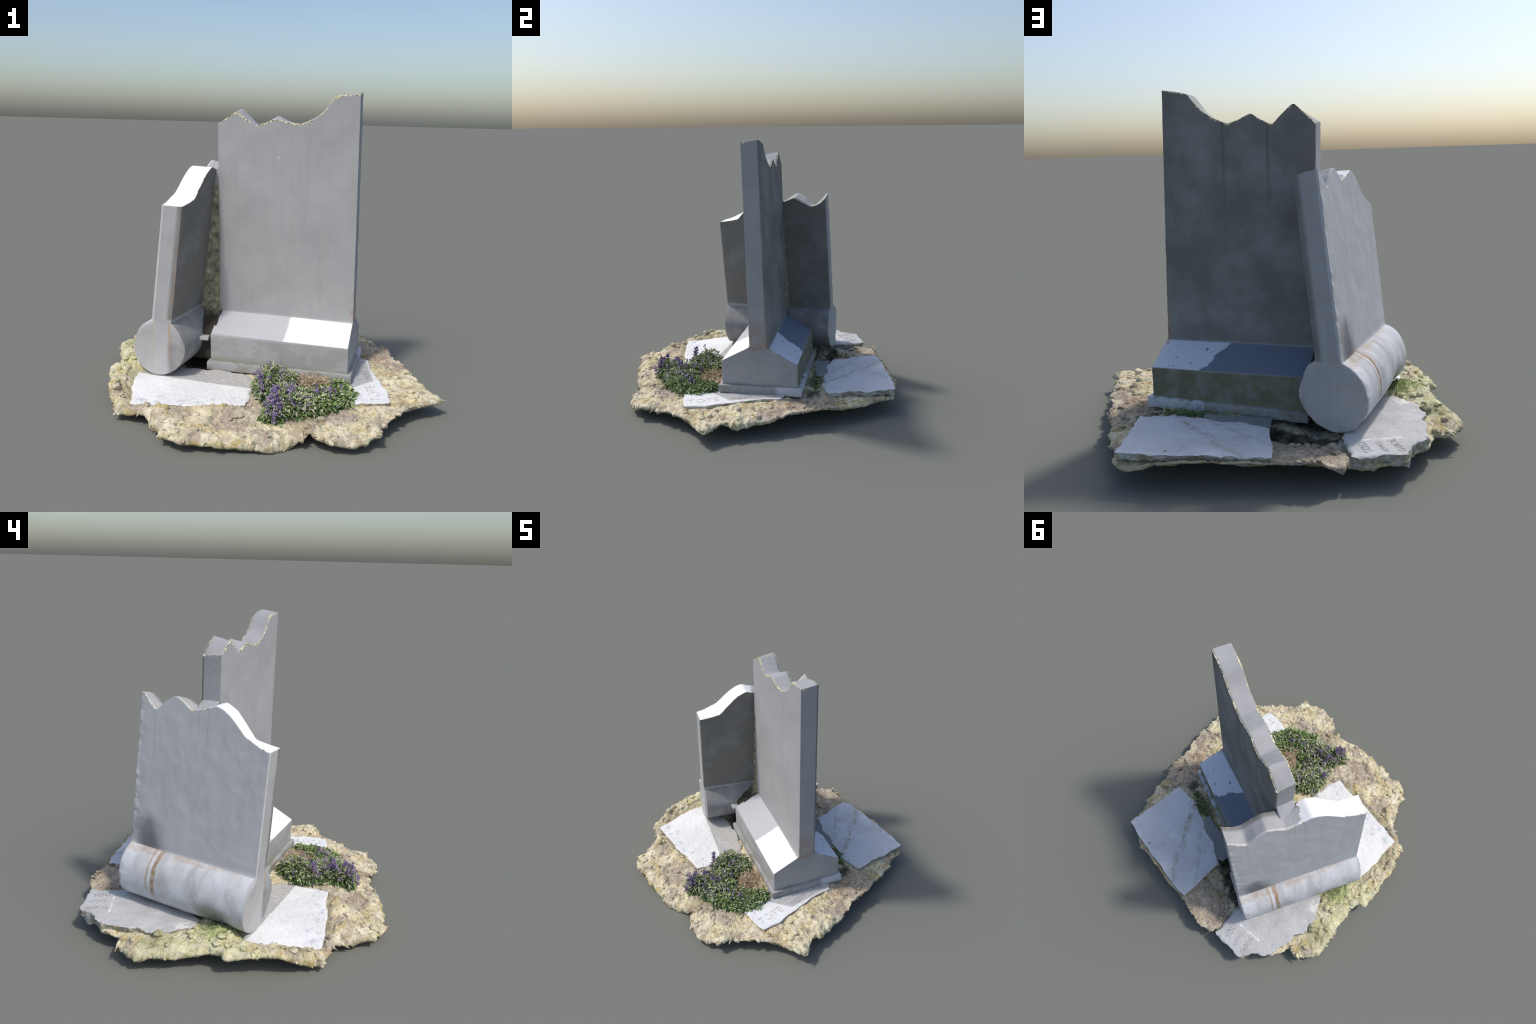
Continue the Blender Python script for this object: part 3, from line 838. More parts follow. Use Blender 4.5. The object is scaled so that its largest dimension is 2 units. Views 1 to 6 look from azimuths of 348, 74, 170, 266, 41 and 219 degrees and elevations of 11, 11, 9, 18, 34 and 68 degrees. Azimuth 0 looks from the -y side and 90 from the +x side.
slab_a, base_a = make_slab("broken_slab", A_POLY, [(-0.772, 0.027, 0.104), (-0.831, -0.409, 0.106), (-0.224, -0.548, 0.096), (-0.575, -0.086, 0.119), (-0.18, -0.33, 0.137), (-0.139, -0.116, 0.130)],
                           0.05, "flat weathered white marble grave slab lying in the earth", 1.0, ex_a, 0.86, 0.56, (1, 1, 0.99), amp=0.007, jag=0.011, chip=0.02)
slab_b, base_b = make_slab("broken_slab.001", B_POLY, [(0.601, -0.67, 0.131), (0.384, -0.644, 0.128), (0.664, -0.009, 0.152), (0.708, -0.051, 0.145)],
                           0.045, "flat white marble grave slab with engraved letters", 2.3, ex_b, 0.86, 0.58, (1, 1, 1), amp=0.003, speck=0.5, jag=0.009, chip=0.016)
slab_c, base_c = make_slab("broken_slab.002", C_POLY, [(0.743, 0.264, 0.165), (0.804, 0.694, 0.172), (0.159, 0.863, 0.172), (0.112, 0.536, 0.142), (0.30, 0.42, 0.147), (0.553, 0.286, 0.156)],
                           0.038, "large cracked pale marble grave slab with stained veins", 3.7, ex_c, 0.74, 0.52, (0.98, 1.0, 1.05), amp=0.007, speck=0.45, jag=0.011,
                           crack=((0.55, 0.30), (0.30, 0.86)), chip=0.018)
slab_c2, base_c2 = make_slab("broken_slab.003", C2_POLY, [(0.338, 0.268, 0.150), (0.08, 0.402, 0.145), (0.106, 0.516, 0.143), (0.304, 0.398, 0.149)],
                             0.04, "narrow stone slab fragment beside the plinth, greyed by a painted shadow", 5.1, lambda m, c, n, s: c, 0.30, 0.18, (0.97, 1, 1.05))  # low pale value holds the baked shadow lying on this piece
slab_d, base_d = make_slab("broken_slab.004", D_POLY, [(-0.227, 0.705, 0.147), (-0.2, 0.933, 0.147), (-0.452, 0.976, 0.160), (-0.61, 0.835, 0.140), (-0.644, 0.314, 0.140)],
                           0.065, "flat grey stone grave slab with engraved letters", 6.9, ex_d, 0.56, 0.34, (1, 1, 1.0), amp=0.009, speck=0.7,
                           dents=((-0.52, 0.92, 0.06, 0.02),), jag=0.022, chip=0.024)


# ------------------------------------------------------------------ engraved lettering
INK = plain("engraved_shadow", (0.20, 0.19, 0.17), (0.38, 0.37, 0.35), 60)
INK2 = plain("engraved_grey", (0.40, 0.40, 0.39), (0.72, 0.72, 0.70), 50)


def lettering(body, slab_name, parent, base, at, right, size, mat, squeeze=1.0):
    cu = bpy.data.curves.new("lettering", "FONT")
    cu.body = body
    cu.size = size
    cu.resolution_u = 4
    cu.offset = -0.0012
    tmp = bpy.data.objects.new("lettering", cu)
    bpy.context.scene.collection.objects.link(tmp)
    dg = bpy.context.evaluated_depsgraph_get()
    me = bpy.data.meshes.new_from_object(tmp.evaluated_get(dg))
    bpy.data.objects.remove(tmp)
    co = np.zeros(len(me.vertices) * 3)
    me.vertices.foreach_get("co", co)
    co = co.reshape(-1, 3)
    r = np.array(right, float)
    r /= np.linalg.norm(r)
    u = np.array([-r[1], r[0]])
    xy = np.array(at) + co[:, :1] * squeeze * r + co[:, 1:2] * u
    z = slab_surface(slab_name, xy)
    F = [tuple(p.vertices) for p in me.polygons]
    n = len(xy)
    top = np.c_[xy, z + 0.0013]
    bot = np.c_[xy, z - 0.002]
    edges = {}
    for fc in F:
        for a, b in zip(fc, fc[1:] + fc[:1]):
            edges[(a, b)] = 1
    side = [(b, a, a + n, b + n) for (a, b) in edges if (b, a) not in edges]
    V = np.concatenate([top, bot]) - base
    mesh_object("lettering", V, F + [tuple(i + n for i in fc[::-1]) for fc in F] + side, [mat], parent)


for body, at, size in (("SØD", (-0.300, 0.928), 0.058), ("AMYRIS", (-0.372, 0.945), 0.040), ("GØDE", (-0.450, 0.955), 0.054)):
    lettering(body, "broken_slab.004", slab_d, base_d, at, (0.10, -1), size, INK, 0.92 if len(body) < 5 else 0.8)
lettering("TOTE", "broken_slab.001", slab_b, base_b, (0.560, -0.650), (0.16, 1), 0.085, INK2, 1.0)
lettering("PIO", "broken_slab.001", slab_b, base_b, (0.465, -0.610), (0.18, 1), 0.060, INK2, 1.0)
lettering("MORY", "broken_slab.001", slab_b, base_b, (0.612, -0.36), (0.12, 1), 0.055, INK, 0.9)

# ------------------------------------------------------------------ earth
# outline of the clod: x, y, height of its lower edge
RIM = [(.952, -.617, .075), (.90, -.50, .11), (.93, -.40, .075), (.93, -.29, .09), (.935, -.20, .09), (.912, -.07, .115), (.905, .09, .12), (.913, .18, .12),
       (.898, .38, .095), (.866, .50, .09), (.857, .60, .10), (.858, .70, .11), (.80, .725, .08), (.72, .788, .12), (.64, .808, .135), (.50, .844, .15),
       (.335, .887, .14), (.195, .906, .132), (.09, .935, .13), (-.045, .967, .135), (-.147, .995, .085), (-.172, .935, .09), (-.20, .925, .07),
       (-.262, .962, .085), (-.387, .968, .10), (-.445, .975, .10), (-.485, .898, .085), (-.603, .839, .08), (-.637, .786, .08), (-.68, .71, .085),
       (-.734, .737, .08), (-.803, .697, .075), (-.883, .63, .065), (-.869, .53, .075), (-.873, .405, .065), (-.863, .345, .07), (-.864, .274, .08),
       (-.857, .217, .085), (-.90, .143, .10), (-.944, .138, .10), (-.948, .05, .105), (-.935, -.07, .105), (-.945, -.165, .10), (-.925, -.34, .035),
       (-.90, -.40, .03), (-.852, -.44, .04), (-.757, -.50, .06), (-.715, -.62, .03), (-.675, -.72, .04), (-.655, -.80, .06), (-.59, -.83, .05),
       (-.50, -.85, .04), (-.40, -.865, .03), (-.28, -.89, .02), (-.14, -.92, .006), (-.05, -.895, .0), (.03, -.87, .03), (.085, -.85, .06),
       (.10, -.915, .06), (.17, -.965, .045), (.28, -1.0, .035), (.37, -.975, .05), (.43, -.94, .075), (.47, -.86, .06), (.50, -.82, .06),
       (.59, -.805, .10), (.61, -.755, .085), (.69, -.705, .08), (.80, -.66, .08)]
# heights of the ground inside
INSIDE = [(-.90, .10, .13), (-.85, .50, .125), (-.75, .20, .16), (-.80, .40, .13), (-.88, -.15, .14), (-.88, -.30, .105), (-.50, -.60, .10), (-.37, -.54, .12),
          (-.62, -.55, .115), (-.60, -.76, .075), (-.30, -.75, .075), (-.10, -.78, .078), (.05, -.75, .085), (.20, -.88, .08), (.30, -.92, .085), (.35, -.74, .10),
          (.50, -.74, .10), (.62, -.73, .10), (.75, -.60, .105), (.85, -.50, .118), (.80, -.30, .128), (.80, 0, .130), (.83, .20, .118), (.10, -.50, .115),
          (.25, -.45, .155), (.18, -.385, .165), (.30, -.43, .150), (-.05, -.62, .085), (.45, -.42, .115), (.70, .10, .115), (.35, .30, .135), (0, .50, .075), (-.05, .60, .06), (.0, .80, .118),
          (.05, .93, .125), (-.12, .90, .12), (-.16, .74, .09), (-.35, .15, .075), (-.40, .30, .09), (-.60, .15, .125), (-.50, .5, .10), (-.72, .68, .10),
          (-.78, .62, .13), (.5, .8, .13), (.80, .60, .12), (.6, .25, .138), (-.30, .5, .09)]


def inside_poly(xy, poly):
    """Signed distance to a polygon, negative inside."""
    P = np.array(poly)
    Q = np.roll(P, -1, 0)
    best = np.full(len(xy), 9.0)
    wind = np.zeros(len(xy), bool)
    for a, b in zip(P, Q):
        ab = b - a
        t = np.clip(((xy - a) @ ab) / (ab @ ab), 0, 1)
        best = np.minimum(best, np.linalg.norm(xy - (a + t[:, None] * ab), axis=1))
        c = ((a[1] > xy[:, 1]) != (b[1] > xy[:, 1]))
        with np.errstate(divide="ignore", invalid="ignore"):
            xi = (b[0] - a[0]) * (xy[:, 1] - a[1]) / (b[1] - a[1] + 1e-12) + a[0]
        wind ^= c & (xy[:, 0] < xi)
    return np.where(wind, -best, best)


def earth_height(xy):
    p = np.array(INSIDE)
    d2 = ((xy[:, None, :] - p[None, :, :2]) ** 2).sum(2) + 0.0012
    w = d2 ** -1.6
    h = (w * p[None, :, 2]).sum(1) / w.sum(1)
    q = np.c_[xy, np.zeros(len(xy))]
    warp = np.c_[fbm(q + 5, 9, 2), fbm(q + 9, 9, 2), np.zeros(len(xy))] * 0.05
    lump = np.maximum(0, fbm(q + warp + 2, 8, 2) - 0.06) + 0.35 * np.maximum(0, fbm(q + warp + 11, 15, 2) - 0.1)
    clod = np.abs(fbm(q + warp + 6, 17, 4, 0.55))
    quiet = 1 - 0.6 * smooth(0.45, 0.75, xy[:, 1] * 0.8 + xy[:, 0] * 0.3)
    h = h + 0.001 + quiet * (0.019 * fbm(q + warp, 6, 3, 0.5) + 0.052 * lump + 0.014 * (0.3 - clod) + 0.005 * fbm(q + 1, 42, 3, 0.6) - 0.035 * np.maximum(0, fbm(q + warp, 19, 2) - 0.28))
    for nm, s in SLABS.items():
        sd = inside_poly(xy, s["poly"]) + 0.024 * fbm(q + 3, 11, 3)
        pl = np.c_[xy, np.ones(len(xy))] @ s["plane"]
        lim = pl - 0.020 + 0.042 * smooth(-0.02, 0.05, sd)
        h = np.where(sd < 0.05, np.minimum(h, lim), h)
    return h


rim = dense(RIM, 0.006)
q = np.c_[rim[:, :2], np.full(len(rim), 2.0)]
out = rim[:, :2] / np.linalg.norm(rim[:, :2], axis=1)[:, None]
spk = np.maximum(0, fbm(q, 13, 3)) ** 2
near_slab = np.min([np.abs(inside_poly(rim[:, :2], SLABS[k]["poly"])) for k in ("broken_slab.002", "broken_slab.004")], axis=0)
calm = smooth(0.0, 0.07, near_slab)
rim[:, :2] += out * ((0.020 * fbm(q, 9, 3, 0.6) + 0.13 * spk + 0.012 * fbm(q + 4, 26, 2) - 0.004) * (0.25 + 0.75 * calm))[:, None]
rim[:, 2] = np.maximum(0, rim[:, 2] + 0.018 * fbm(q, 9, 3, 0.55))
rim[:, 0] = np.clip(rim[:, 0], -0.942, 0.944)
rim[:, 1] = np.clip(rim[:, 1], -0.993, 0.995)
n = len(rim)
ts = np.concatenate([np.linspace(0.01, 0.30, 12), np.linspace(0.31, 0.80, 66), np.linspace(0.806, 1.0, 40)])
V, F = [], []
TH = []
rr = np.linalg.norm(rim[:, :2], axis=1)
for t in ts:
    xy = rim[:, :2] * t
    h = earth_height(xy)
    d = (1 - t) * rr
    D = 0.075
    e = np.clip(1 - d / D, 0, 1)
    drop = np.sqrt(np.clip(1 - e ** 2.2, 0, 1))
    zlow = rim[:, 2] + 0.014
    z = np.where(e > 0, zlow + (h - zlow) * drop, h)
    V.append(np.c_[xy, z])
    TH.append(z)
top_rings = len(ts)
# lower lip and underside, about 3 cm below the crust and hollowed like a lifted sod
V.append(np.c_[rim[:, :2] - out * 0.002, rim[:, 2]])
for k, t in enumerate((0.985, 0.965, 0.94, 0.90, 0.82, 0.68, 0.5, 0.3, 0.1)):
    xy = rim[:, :2] * t
    src = TH[int(np.argmin(np.abs(ts - t)))]
    w = min(1, (1 - t) / 0.10)
    V.append(np.c_[xy, (rim[:, 2] + 0.002) * (1 - w) + np.maximum(src - 0.035, 0.006) * w])
rings = len(V)
V = np.concatenate(V)
i = np.arange(n)
for k in range(rings - 1):
    F.append(np.stack([k * n + i, k * n + (i + 1) % n, (k + 1) * n + (i + 1) % n, (k + 1) * n + i], 1)[:, ::-1])
Fq = np.concatenate(F)
topmask = np.zeros(len(V))
topmask[: top_rings * n] = 1
N = vertex_normals(V, Fq)
side = (1 - smooth(0.2, 0.8, N[:, 2])) * topmask
V = V + N * (side * (0.020 * fbm(V + 7, 15, 4, 0.6) + 0.012 * np.maximum(0, fbm(V, 24, 2))) + topmask * (0.006 * fbm(V + 2, 32, 3, 0.6)))[:, None]
V[:, 2] = np.maximum(V[:, 2], 0)
V[:, 2] -= V[:, 2].min()
F = [tuple(f) for f in Fq]
F.append(tuple(i))
F.append(tuple(((rings - 1) * n + i)[::-1]))
earth = mesh_object("earth_mound", V, F, [mat_earth()], None, None, 9)
earth["label"] = "ragged lifted clod of lichen covered stony earth"
earth["category"] = "ground"

# loose crumbs and small stones half sunk in the crust
ico_v, ico_f = [], []
nu, nv = 9, 6
unit, uf = [], []
for jv in range(nv + 1):
    ph = -math.pi / 2 + math.pi * jv / nv
    for iu in range(nu):
        th = 2 * math.pi * iu / nu
        unit.append((math.cos(ph) * math.cos(th), math.cos(ph) * math.sin(th), math.sin(ph)))
for jv in range(nv):
    for iu in range(nu):
        uf.append((jv * nu + iu, jv * nu + (iu + 1) % nu, (jv + 1) * nu + (iu + 1) % nu, (jv + 1) * nu + iu))
unit = np.array(unit)
rim_r = np.linalg.norm(rim[:, :2], axis=1)
cand = []
while len(cand) < 420:
    kx = random.randrange(n)
    t = math.sqrt(random.uniform(0.30, 0.93))
    cand.append(rim[kx, :2] * t)
cand = np.array(cand)
keep = np.ones(len(cand), bool)
for nm, sl in SLABS.items():
    keep &= inside_poly(cand, sl["poly"]) > 0.012
keep &= ~((np.abs(cand[:, 0] - 0.15) < 0.28) & (np.abs(cand[:, 1] + 0.52) < 0.2))
cl = to_world(np.zeros(3), -TALL_R, np.c_[cand - TALL_O[:2], np.zeros(len(cand))])
keep &= ~((np.abs(cl[:, 0]) < 0.47) & (np.abs(cl[:, 1]) < 0.31))
cl = to_world(np.zeros(3), -LEAN_R, np.c_[cand - LEAN_O[:2], np.zeros(len(cand))])
keep &= ~((np.abs(cl[:, 0]) < 0.45) & (np.abs(cl[:, 1]) < 0.19))
cand = cand[keep]
gz_ = earth_height(cand)
for (x, y), g in zip(cand, gz_):
    r = 0.006 + 0.020 * random.random() ** 2.2
    p = unit * (1 + 0.9 * fbm(unit + random.uniform(0, 90), 1.3, 2))[:, None] * r * np.array([random.uniform(.8, 1.5), random.uniform(.8, 1.3), random.uniform(.5, .85)])
    b = len(ico_v)
    ico_v += list(p + np.array([x, y, g + r * 0.1]))
    ico_f += [tuple(b + k for k in fc) for fc in uf]
for _ in range(150):
    kx = random.randrange(n)
    if calm[kx] < 0.6:
        continue
    o2 = out[kx]
    ta = random.gauss(0, 0.7)
    dx = np.array([o2[0] * math.cos(ta) - o2[1] * math.sin(ta), o2[0] * math.sin(ta) + o2[1] * math.cos(ta)])
    ln, wd = 0.010 + 0.020 * random.random() ** 2, random.uniform(0.005, 0.011)
    p = unit * (1 + 1.0 * fbm(unit + random.uniform(0, 90), 1.4, 3))[:, None]
    taper = 1 - 0.45 * np.clip(p[:, 0], -1, 1)
    loc = np.stack([p[:, 0] * ln, p[:, 1] * wd * taper, p[:, 2] * wd * 0.7 * taper], 1)
    tilt = random.uniform(-0.7, 0.35)
    pos = np.stack([loc[:, 0] * dx[0] - loc[:, 1] * dx[1], loc[:, 0] * dx[1] + loc[:, 1] * dx[0], loc[:, 2] + loc[:, 0] * tilt], 1)
    c0 = np.array([rim[kx, 0] - o2[0] * 0.006, rim[kx, 1] - o2[1] * 0.006, rim[kx, 2] + random.uniform(0.006, 0.022)])
    pos = pos + c0
    pos[:, 2] = np.maximum(pos[:, 2], 0.001)
    pos[:, 0] = np.clip(pos[:, 0], -0.955, 0.955)
    b = len(ico_v)
    ico_v += list(pos)
    ico_f += [tuple(b + k for k in fc) for fc in uf]
crumbs = mesh_object("stone_crumbs", ico_v, ico_f, [earth.data.materials[0]], earth, None, 9)
crumbs["kind"] = "stuff"

# ------------------------------------------------------------------ stub added for a scan artifact between roll and foot
v, f = rough_box(0.10, 0.07, 0.024, 0.006, 2, 3.0, 0.003)
a = -0.35
v = np.c_[v[:, 0] * math.cos(a) - v[:, 1] * math.sin(a), v[:, 0] * math.sin(a) + v[:, 1] * math.cos(a), v[:, 2]]
ob = mesh_object("artifact_stub", v, f, [mat_top("stub_cement", 0.42)], None, None, 0.7, (-0.375, 0.045, 0.318))
ob["label"] = "small flat stub copied from a scan artifact beside the headstone foot"
ob["category"] = "stone"

# ------------------------------------------------------------------ plants
GREEN = [plain("leaf_dark", (0.07, 0.14, 0.04), (0.13, 0.23, 0.075), 40, 0.6, 0.2), plain("leaf_mid", (0.24, 0.35, 0.11), (0.38, 0.49, 0.20), 40, 0.6, 0.25),
         plain("leaf_pale", (0.48, 0.58, 0.28), (0.68, 0.72, 0.44), 40, 0.6, 0.25), plain("leaf_grey", (0.42, 0.42, 0.34), (0.58, 0.53, 0.50), 40, 0.7, 0.2)]
PURPLE = [plain("petal_violet", (0.17, 0.12, 0.27), (0.31, 0.23, 0.43), 70, 0.6, 0.2), plain("petal_mauve", (0.36, 0.28, 0.40), (0.50, 0.42, 0.52), 70, 0.6, 0.2)]
TWIG = plain("dry_stem", (0.34, 0.22, 0.14), (0.66, 0.52, 0.36), 60)


def ground_z(x, y):
    return float(earth_height(np.array([[x, y]]))[0])


class Blades:
    """Collects small folded leaves as real two-sided blades with a midrib fold."""
    def __init__(self):
        self.v, self.f, self.s = [], [], []

    def leaf(self, p, d, length, width, slot, fold=0.3, droop=0.3):
        d = d / np.linalg.norm(d)
        side = np.cross(d, (0, 0, 1))
        if np.linalg.norm(side) < 1e-3:
            side = np.array([1.0, 0, 0])
        side /= np.linalg.norm(side)
        a = random.uniform(-0.9, 0.9)
        up = np.cross(side, d)
        side, up = side * math.cos(a) + up * math.sin(a), up * math.cos(a) - side * math.sin(a)
        mid = p + d * length * 0.5
        tip = p + d * length - np.array([0, 0, droop * length])
        b = len(self.v)
        th = up * width * 0.10
        self.v += [p, mid + side * width * 0.5 + up * width * fold, mid - th, mid - side * width * 0.5 + up * width * fold, tip, p - th, mid - th * 3, tip - th]
        self.f += [(b, b + 1, b + 2), (b, b + 2, b + 3), (b + 1, b + 4, b + 2), (b + 2, b + 4, b + 3),
                   (b, b + 6, b + 1), (b, b + 3, b + 6), (b + 1, b + 6, b + 4), (b + 6, b + 3, b + 4)]
        self.s += [slot] * 8

    def bud(self, p, r, slot):
        b = len(self.v)
        for dx, dy, dz in ((1, 0, 0), (-1, 0, 0), (0, 1, 0), (0, -1, 0), (0, 0, 1.5), (0, 0, -1.2)):
            self.v.append(p + np.array([dx, dy, dz]) * r * random.uniform(0.7, 1.3))
        for q in ((0, 2, 4), (2, 1, 4), (1, 3, 4), (3, 0, 4), (2, 0, 5), (1, 2, 5), (3, 1, 5), (0, 3, 5)):
            self.f.append(tuple(b + j for j in q))
            self.s.append(slot)

    def stem(self, p, q, r, slot):
        b = len(self.v)
        d = q - p
        s = np.cross(d, (0.3, 0.5, 0.8))
        s = s / (np.linalg.norm(s) + 1e-9) * r
        u = np.cross(d, s)
        u = u / (np.linalg.norm(u) + 1e-9) * r
        for e in (p, q):
            for a in (0, 2.1, 4.2):
                self.v.append(e + s * math.cos(a) + u * math.sin(a))
        for k in range(3):
            self.f.append((b + k, b + (k + 1) % 3, b + 3 + (k + 1) % 3, b + 3 + k))
            self.s.append(slot)

    def build(self, name, mats, parent, base):
        ob = mesh_object(name, np.array(self.v) - base, self.f, mats, parent, self.s)
        ob["kind"] = "stuff"
        return ob


# mounds of the bed: x, y, radius, top height, share of violet
MOUNDS = [(-.035, -.385, .095, .297, .08), (.035, -.335, .08, .268, .03), (-.045, -.46, .075, .258, .08), (-.075, -.70, .060, .245, .50), (-.02, -.64, .085, .238, .22),
          (.06, -.64, .095, .222, .10), (.15, -.645, .095, .205, .07), (.24, -.63, .09, .195, .04), (.32, -.60, .085, .190, .02), (.385, -.525, .075, .192, .0),
          (.03, -.54, .095, .228, .05), (.13, -.545, .095, .208, .05), (.23, -.55, .085, .195, .04), (.37, -.45, .06, .208, .0), (.09, -.365, .065, .235, .0), (.30, -.52, .07, .19, .0), (.05, -.44, .07, .215, .02)]
PB = np.array([0.15, -0.54, 0.10])
plant = empty("flower_bed", PB, 0, "low clump of green herbs with small violet flowers", "plant")
body = Blades()
BV, BF = [], []
for (mx, my, mr, mt, pv_) in MOUNDS:
    g = ground_z(mx, my) - 0.03
    top = mt - 0.052
    nu, nv = 22, 10
    b = len(BV)
    for jv in range(nv + 1):
        ph = jv / nv * math.pi / 2
        for iu in range(nu):
            th = 2 * math.pi * iu / nu
            BV.append((mx + mr * 0.86 * math.cos(ph) * math.cos(th), my + mr * 0.86 * math.cos(ph) * math.sin(th), g + (top - g) * math.sin(ph)))
    for jv in range(nv):
        for iu in range(nu):
            BF.append((b + jv * nu + iu, b + jv * nu + (iu + 1) % nu, b + (jv + 1) * nu + (iu + 1) % nu, b + (jv + 1) * nu + iu))
BV = np.array(BV)
BV = BV + 0.034 * np.stack([fbm(BV + 1, 24, 3), fbm(BV + 4, 24, 3), fbm(BV + 8, 24, 3)], 1)
core = mesh_object("foliage_core", BV - PB, BF, [plain("foliage_shade", (0.035, 0.06, 0.02), (0.10, 0.14, 0.06), 70)], plant, None, 9)
core["kind"] = "stuff"

leaves, petals = Blades(), Blades()
for (mx, my, mr, mt, viol) in MOUNDS:
    g = ground_z(mx, my)
    for _ in range(int(8500 * mr * 3.6 * (mt - g + 0.05))):
        th = random.uniform(0, 2 * math.pi)
        ph = math.asin(random.uniform(0.0, 1.0))
        nrm = np.array([math.cos(ph) * math.cos(th), math.cos(ph) * math.sin(th), math.sin(ph)])
        rad = random.uniform(0.70, 0.97) + 0.30 * float(perlin(np.array([[mx * 30 + nrm[0] * 1.5, my * 30 + nrm[1] * 1.5, nrm[2] * 1.5]]))[0])
        p = np.array([mx, my, g - 0.01]) + nrm * np.array([mr, mr, mt - g - 0.012]) * rad
        d = nrm * np.array([1, 1, 0.7]) + np.array([random.gauss(0, .6), random.gauss(0, .6), random.gauss(0.1, .4)])
        low = p[2] < g + 0.035
        slot = random.choices((0, 1, 2, 3), (2.4, 3, 1.2, 0.8) if low else (0.6, 2.6, 3.2, 3.6 if mx < 0.1 else 1.8))[0]
        big = random.random() < 0.25
        leaves.leaf(p, d, random.uniform(0.018, 0.036) * (1.35 if big else 1), random.uniform(0.007, 0.013) * (1.5 if big else 1), slot)
    for _ in range(int(600 * mr * viol) + (2 if viol > 0 else 0)):
        th = random.uniform(0, 2 * math.pi)
        ph = math.asin(random.uniform(0.25, 1.0))
        nrm = np.array([math.cos(ph) * math.cos(th), math.cos(ph) * math.sin(th), math.sin(ph)])
        p = np.array([mx, my, g]) + nrm * np.array([mr, mr, mt - g])
        ax = np.array([random.gauss(0, .4), random.gauss(0, .4), 1.0])
        ax /= np.linalg.norm(ax)
        sl = 0 if random.random() < 0.45 + 0.5 * (viol > 0.5) else 1
        L = random.uniform(0.015, 0.035)
        for _k in range(9):
            petals.bud(p + ax * L * random.random() + np.array([random.gauss(0, .004) for _ in range(3)]), random.uniform(0.003, 0.006), sl)
# flower spikes standing clear of the bed
for (sx, sy, st) in ((-.112, -.465, .285), (-.105, -.475, .255), (-.036, -.611, .243), (-.045, -.625, .225), (-.069, -.718, .245), (-.085, -.735, .225), (-.06, -.745, .205), (-.09, -.77, .16), (-.10, -.69, .215)):
    g = ground_z(sx, sy)
    petals.stem(np.array([sx, sy, g]), np.array([sx, sy, st]), 0.0015, 1)
    for _k in range(34):
        z = st - 0.055 * random.random() ** 1.3
        petals.bud(np.array([sx + random.gauss(0, .008), sy + random.gauss(0, .008), z]), random.uniform(0.0035, 0.0065), 0 if random.random() < 0.8 else 1)
# fallen florets over the earth in front
for _ in range(36):
    x, y = random.uniform(-0.12, 0.45), random.uniform(-0.93, -0.70)
    if random.random() < 0.4:
        x, y = random.gauss(0.30, 0.05), random.gauss(-0.80, 0.04)
    if inside_poly(np.array([[x, y]]), rim[::6, :2])[0] > -0.06:
        continue
    petals.bud(np.array([x, y, ground_z(x, y) + 0.002]), random.uniform(0.002, 0.0045), random.choice((0, 0, 1)))
leaves.build("foliage", GREEN, plant, PB)
petals.build("flowers", PURPLE, plant, PB)
# dry stems in the mulch
twigs, shoots = Blades(), Blades()
for _ in range(170):
    x, y = random.gauss(0.19, 0.06), random.gauss(-0.42, 0.035)
    g = ground_z(x, y) + 0.012
    a, L = random.uniform(0, 6.28), random.uniform(0.02, 0.055)
    twigs.stem(np.array([x, y, g]), np.array([x + L * math.cos(a), y + L * math.sin(a), g + random.uniform(0, 0.025)]), random.uniform(0.001, 0.0022), 0)
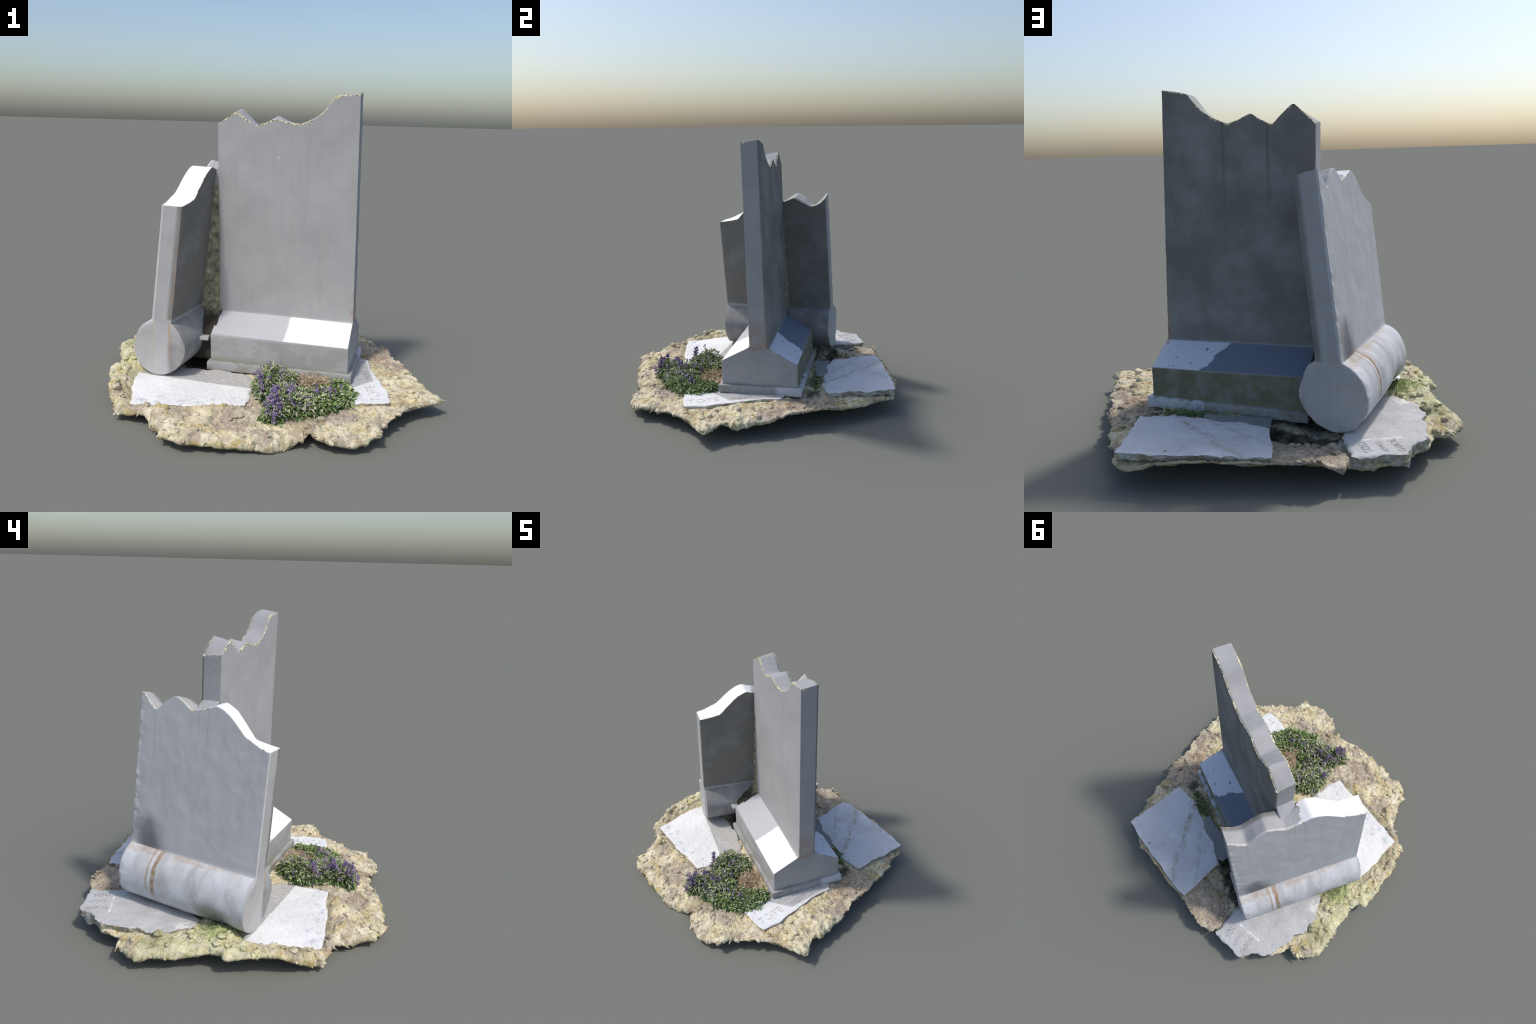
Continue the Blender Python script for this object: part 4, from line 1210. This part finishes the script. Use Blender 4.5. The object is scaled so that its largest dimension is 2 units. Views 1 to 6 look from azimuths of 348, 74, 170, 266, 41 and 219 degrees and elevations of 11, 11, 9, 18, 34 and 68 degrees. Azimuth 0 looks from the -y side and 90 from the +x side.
# creeping shoots half covering the mulch
for _ in range(150):
    x, y = random.gauss(0.20, 0.07), random.gauss(-0.41, 0.03)
    p = np.array([x, y, ground_z(x, y) + random.uniform(0.002, 0.02)])
    leaves_extra = np.array([random.gauss(0, .8), random.gauss(0, .8), random.uniform(0, .8)])
    shoots.leaf(p, leaves_extra, random.uniform(0.014, 0.028), random.uniform(0.005, 0.010), random.choices((0, 1, 2, 3), (1, 2, 3, 2))[0])
shoots.build("creeping_shoots", GREEN, plant, PB)
twigs.build("dry_stems", [TWIG], plant, PB)

# weeds behind the plinth and by the roll
WB = np.array([0.50, 0.30, 0.12])
weeds = empty("weed_patch", WB, 0, "small green weeds sprouting along the plinth", "plant")
wl = Blades()
for cx, cy, sp, cnt, hh, dark in ((0.50, 0.285, .05, 260, .05, .3), (0.42, 0.31, .03, 120, .035, .5), (0.60, 0.235, .035, 150, .03, .4), (0.33, 0.335, .03, 120, .03, .6)):
    for _ in range(cnt):
        x, y = random.gauss(cx, sp), random.gauss(cy, sp * 0.35)
        p = np.array([x, y, ground_z(x, y) + random.uniform(-.004, hh * 0.6)])
        d = np.array([random.gauss(0, .6), random.gauss(0, .6), random.uniform(0.1, 1)])
        wl.leaf(p, d, random.uniform(0.010, 0.022), random.uniform(0.004, 0.008), random.choices((0, 1, 2, 3), (4 * dark + 1, 2, 0.6, 1))[0])
wl.build("weed_leaves", GREEN, weeds, WB)
GB = np.array([-0.62, 0.12, 0.12])
tuft = empty("grass_tufts", GB, 0, "short grass and moss beside the roll foot", "plant")
gl = Blades()
for cx, cy, sp, cnt, hh in ((-0.70, 0.14, .07, 520, .016), (-0.66, 0.07, .03, 200, .026), (-0.645, 0.22, .035, 140, .022), (-0.76, 0.30, .06, 160, .012)):
    for _ in range(cnt):
        x, y = random.gauss(cx, sp), random.gauss(cy, sp)
        if inside_poly(np.array([[x, y]]), rim[::6, :2])[0] > -0.03:
            continue
        p = np.array([x, y, ground_z(x, y) - 0.003])
        d = np.array([random.gauss(0, .45), random.gauss(0, .45), 1.0])
        gl.leaf(p, d, hh * random.uniform(0.6, 1.6), 0.0035, random.choices((0, 1, 2, 3), (0.6, 2, 2, 0.6))[0], 0.2, 0.2)
gl.build("grass_blades", GREEN, tuft, GB)
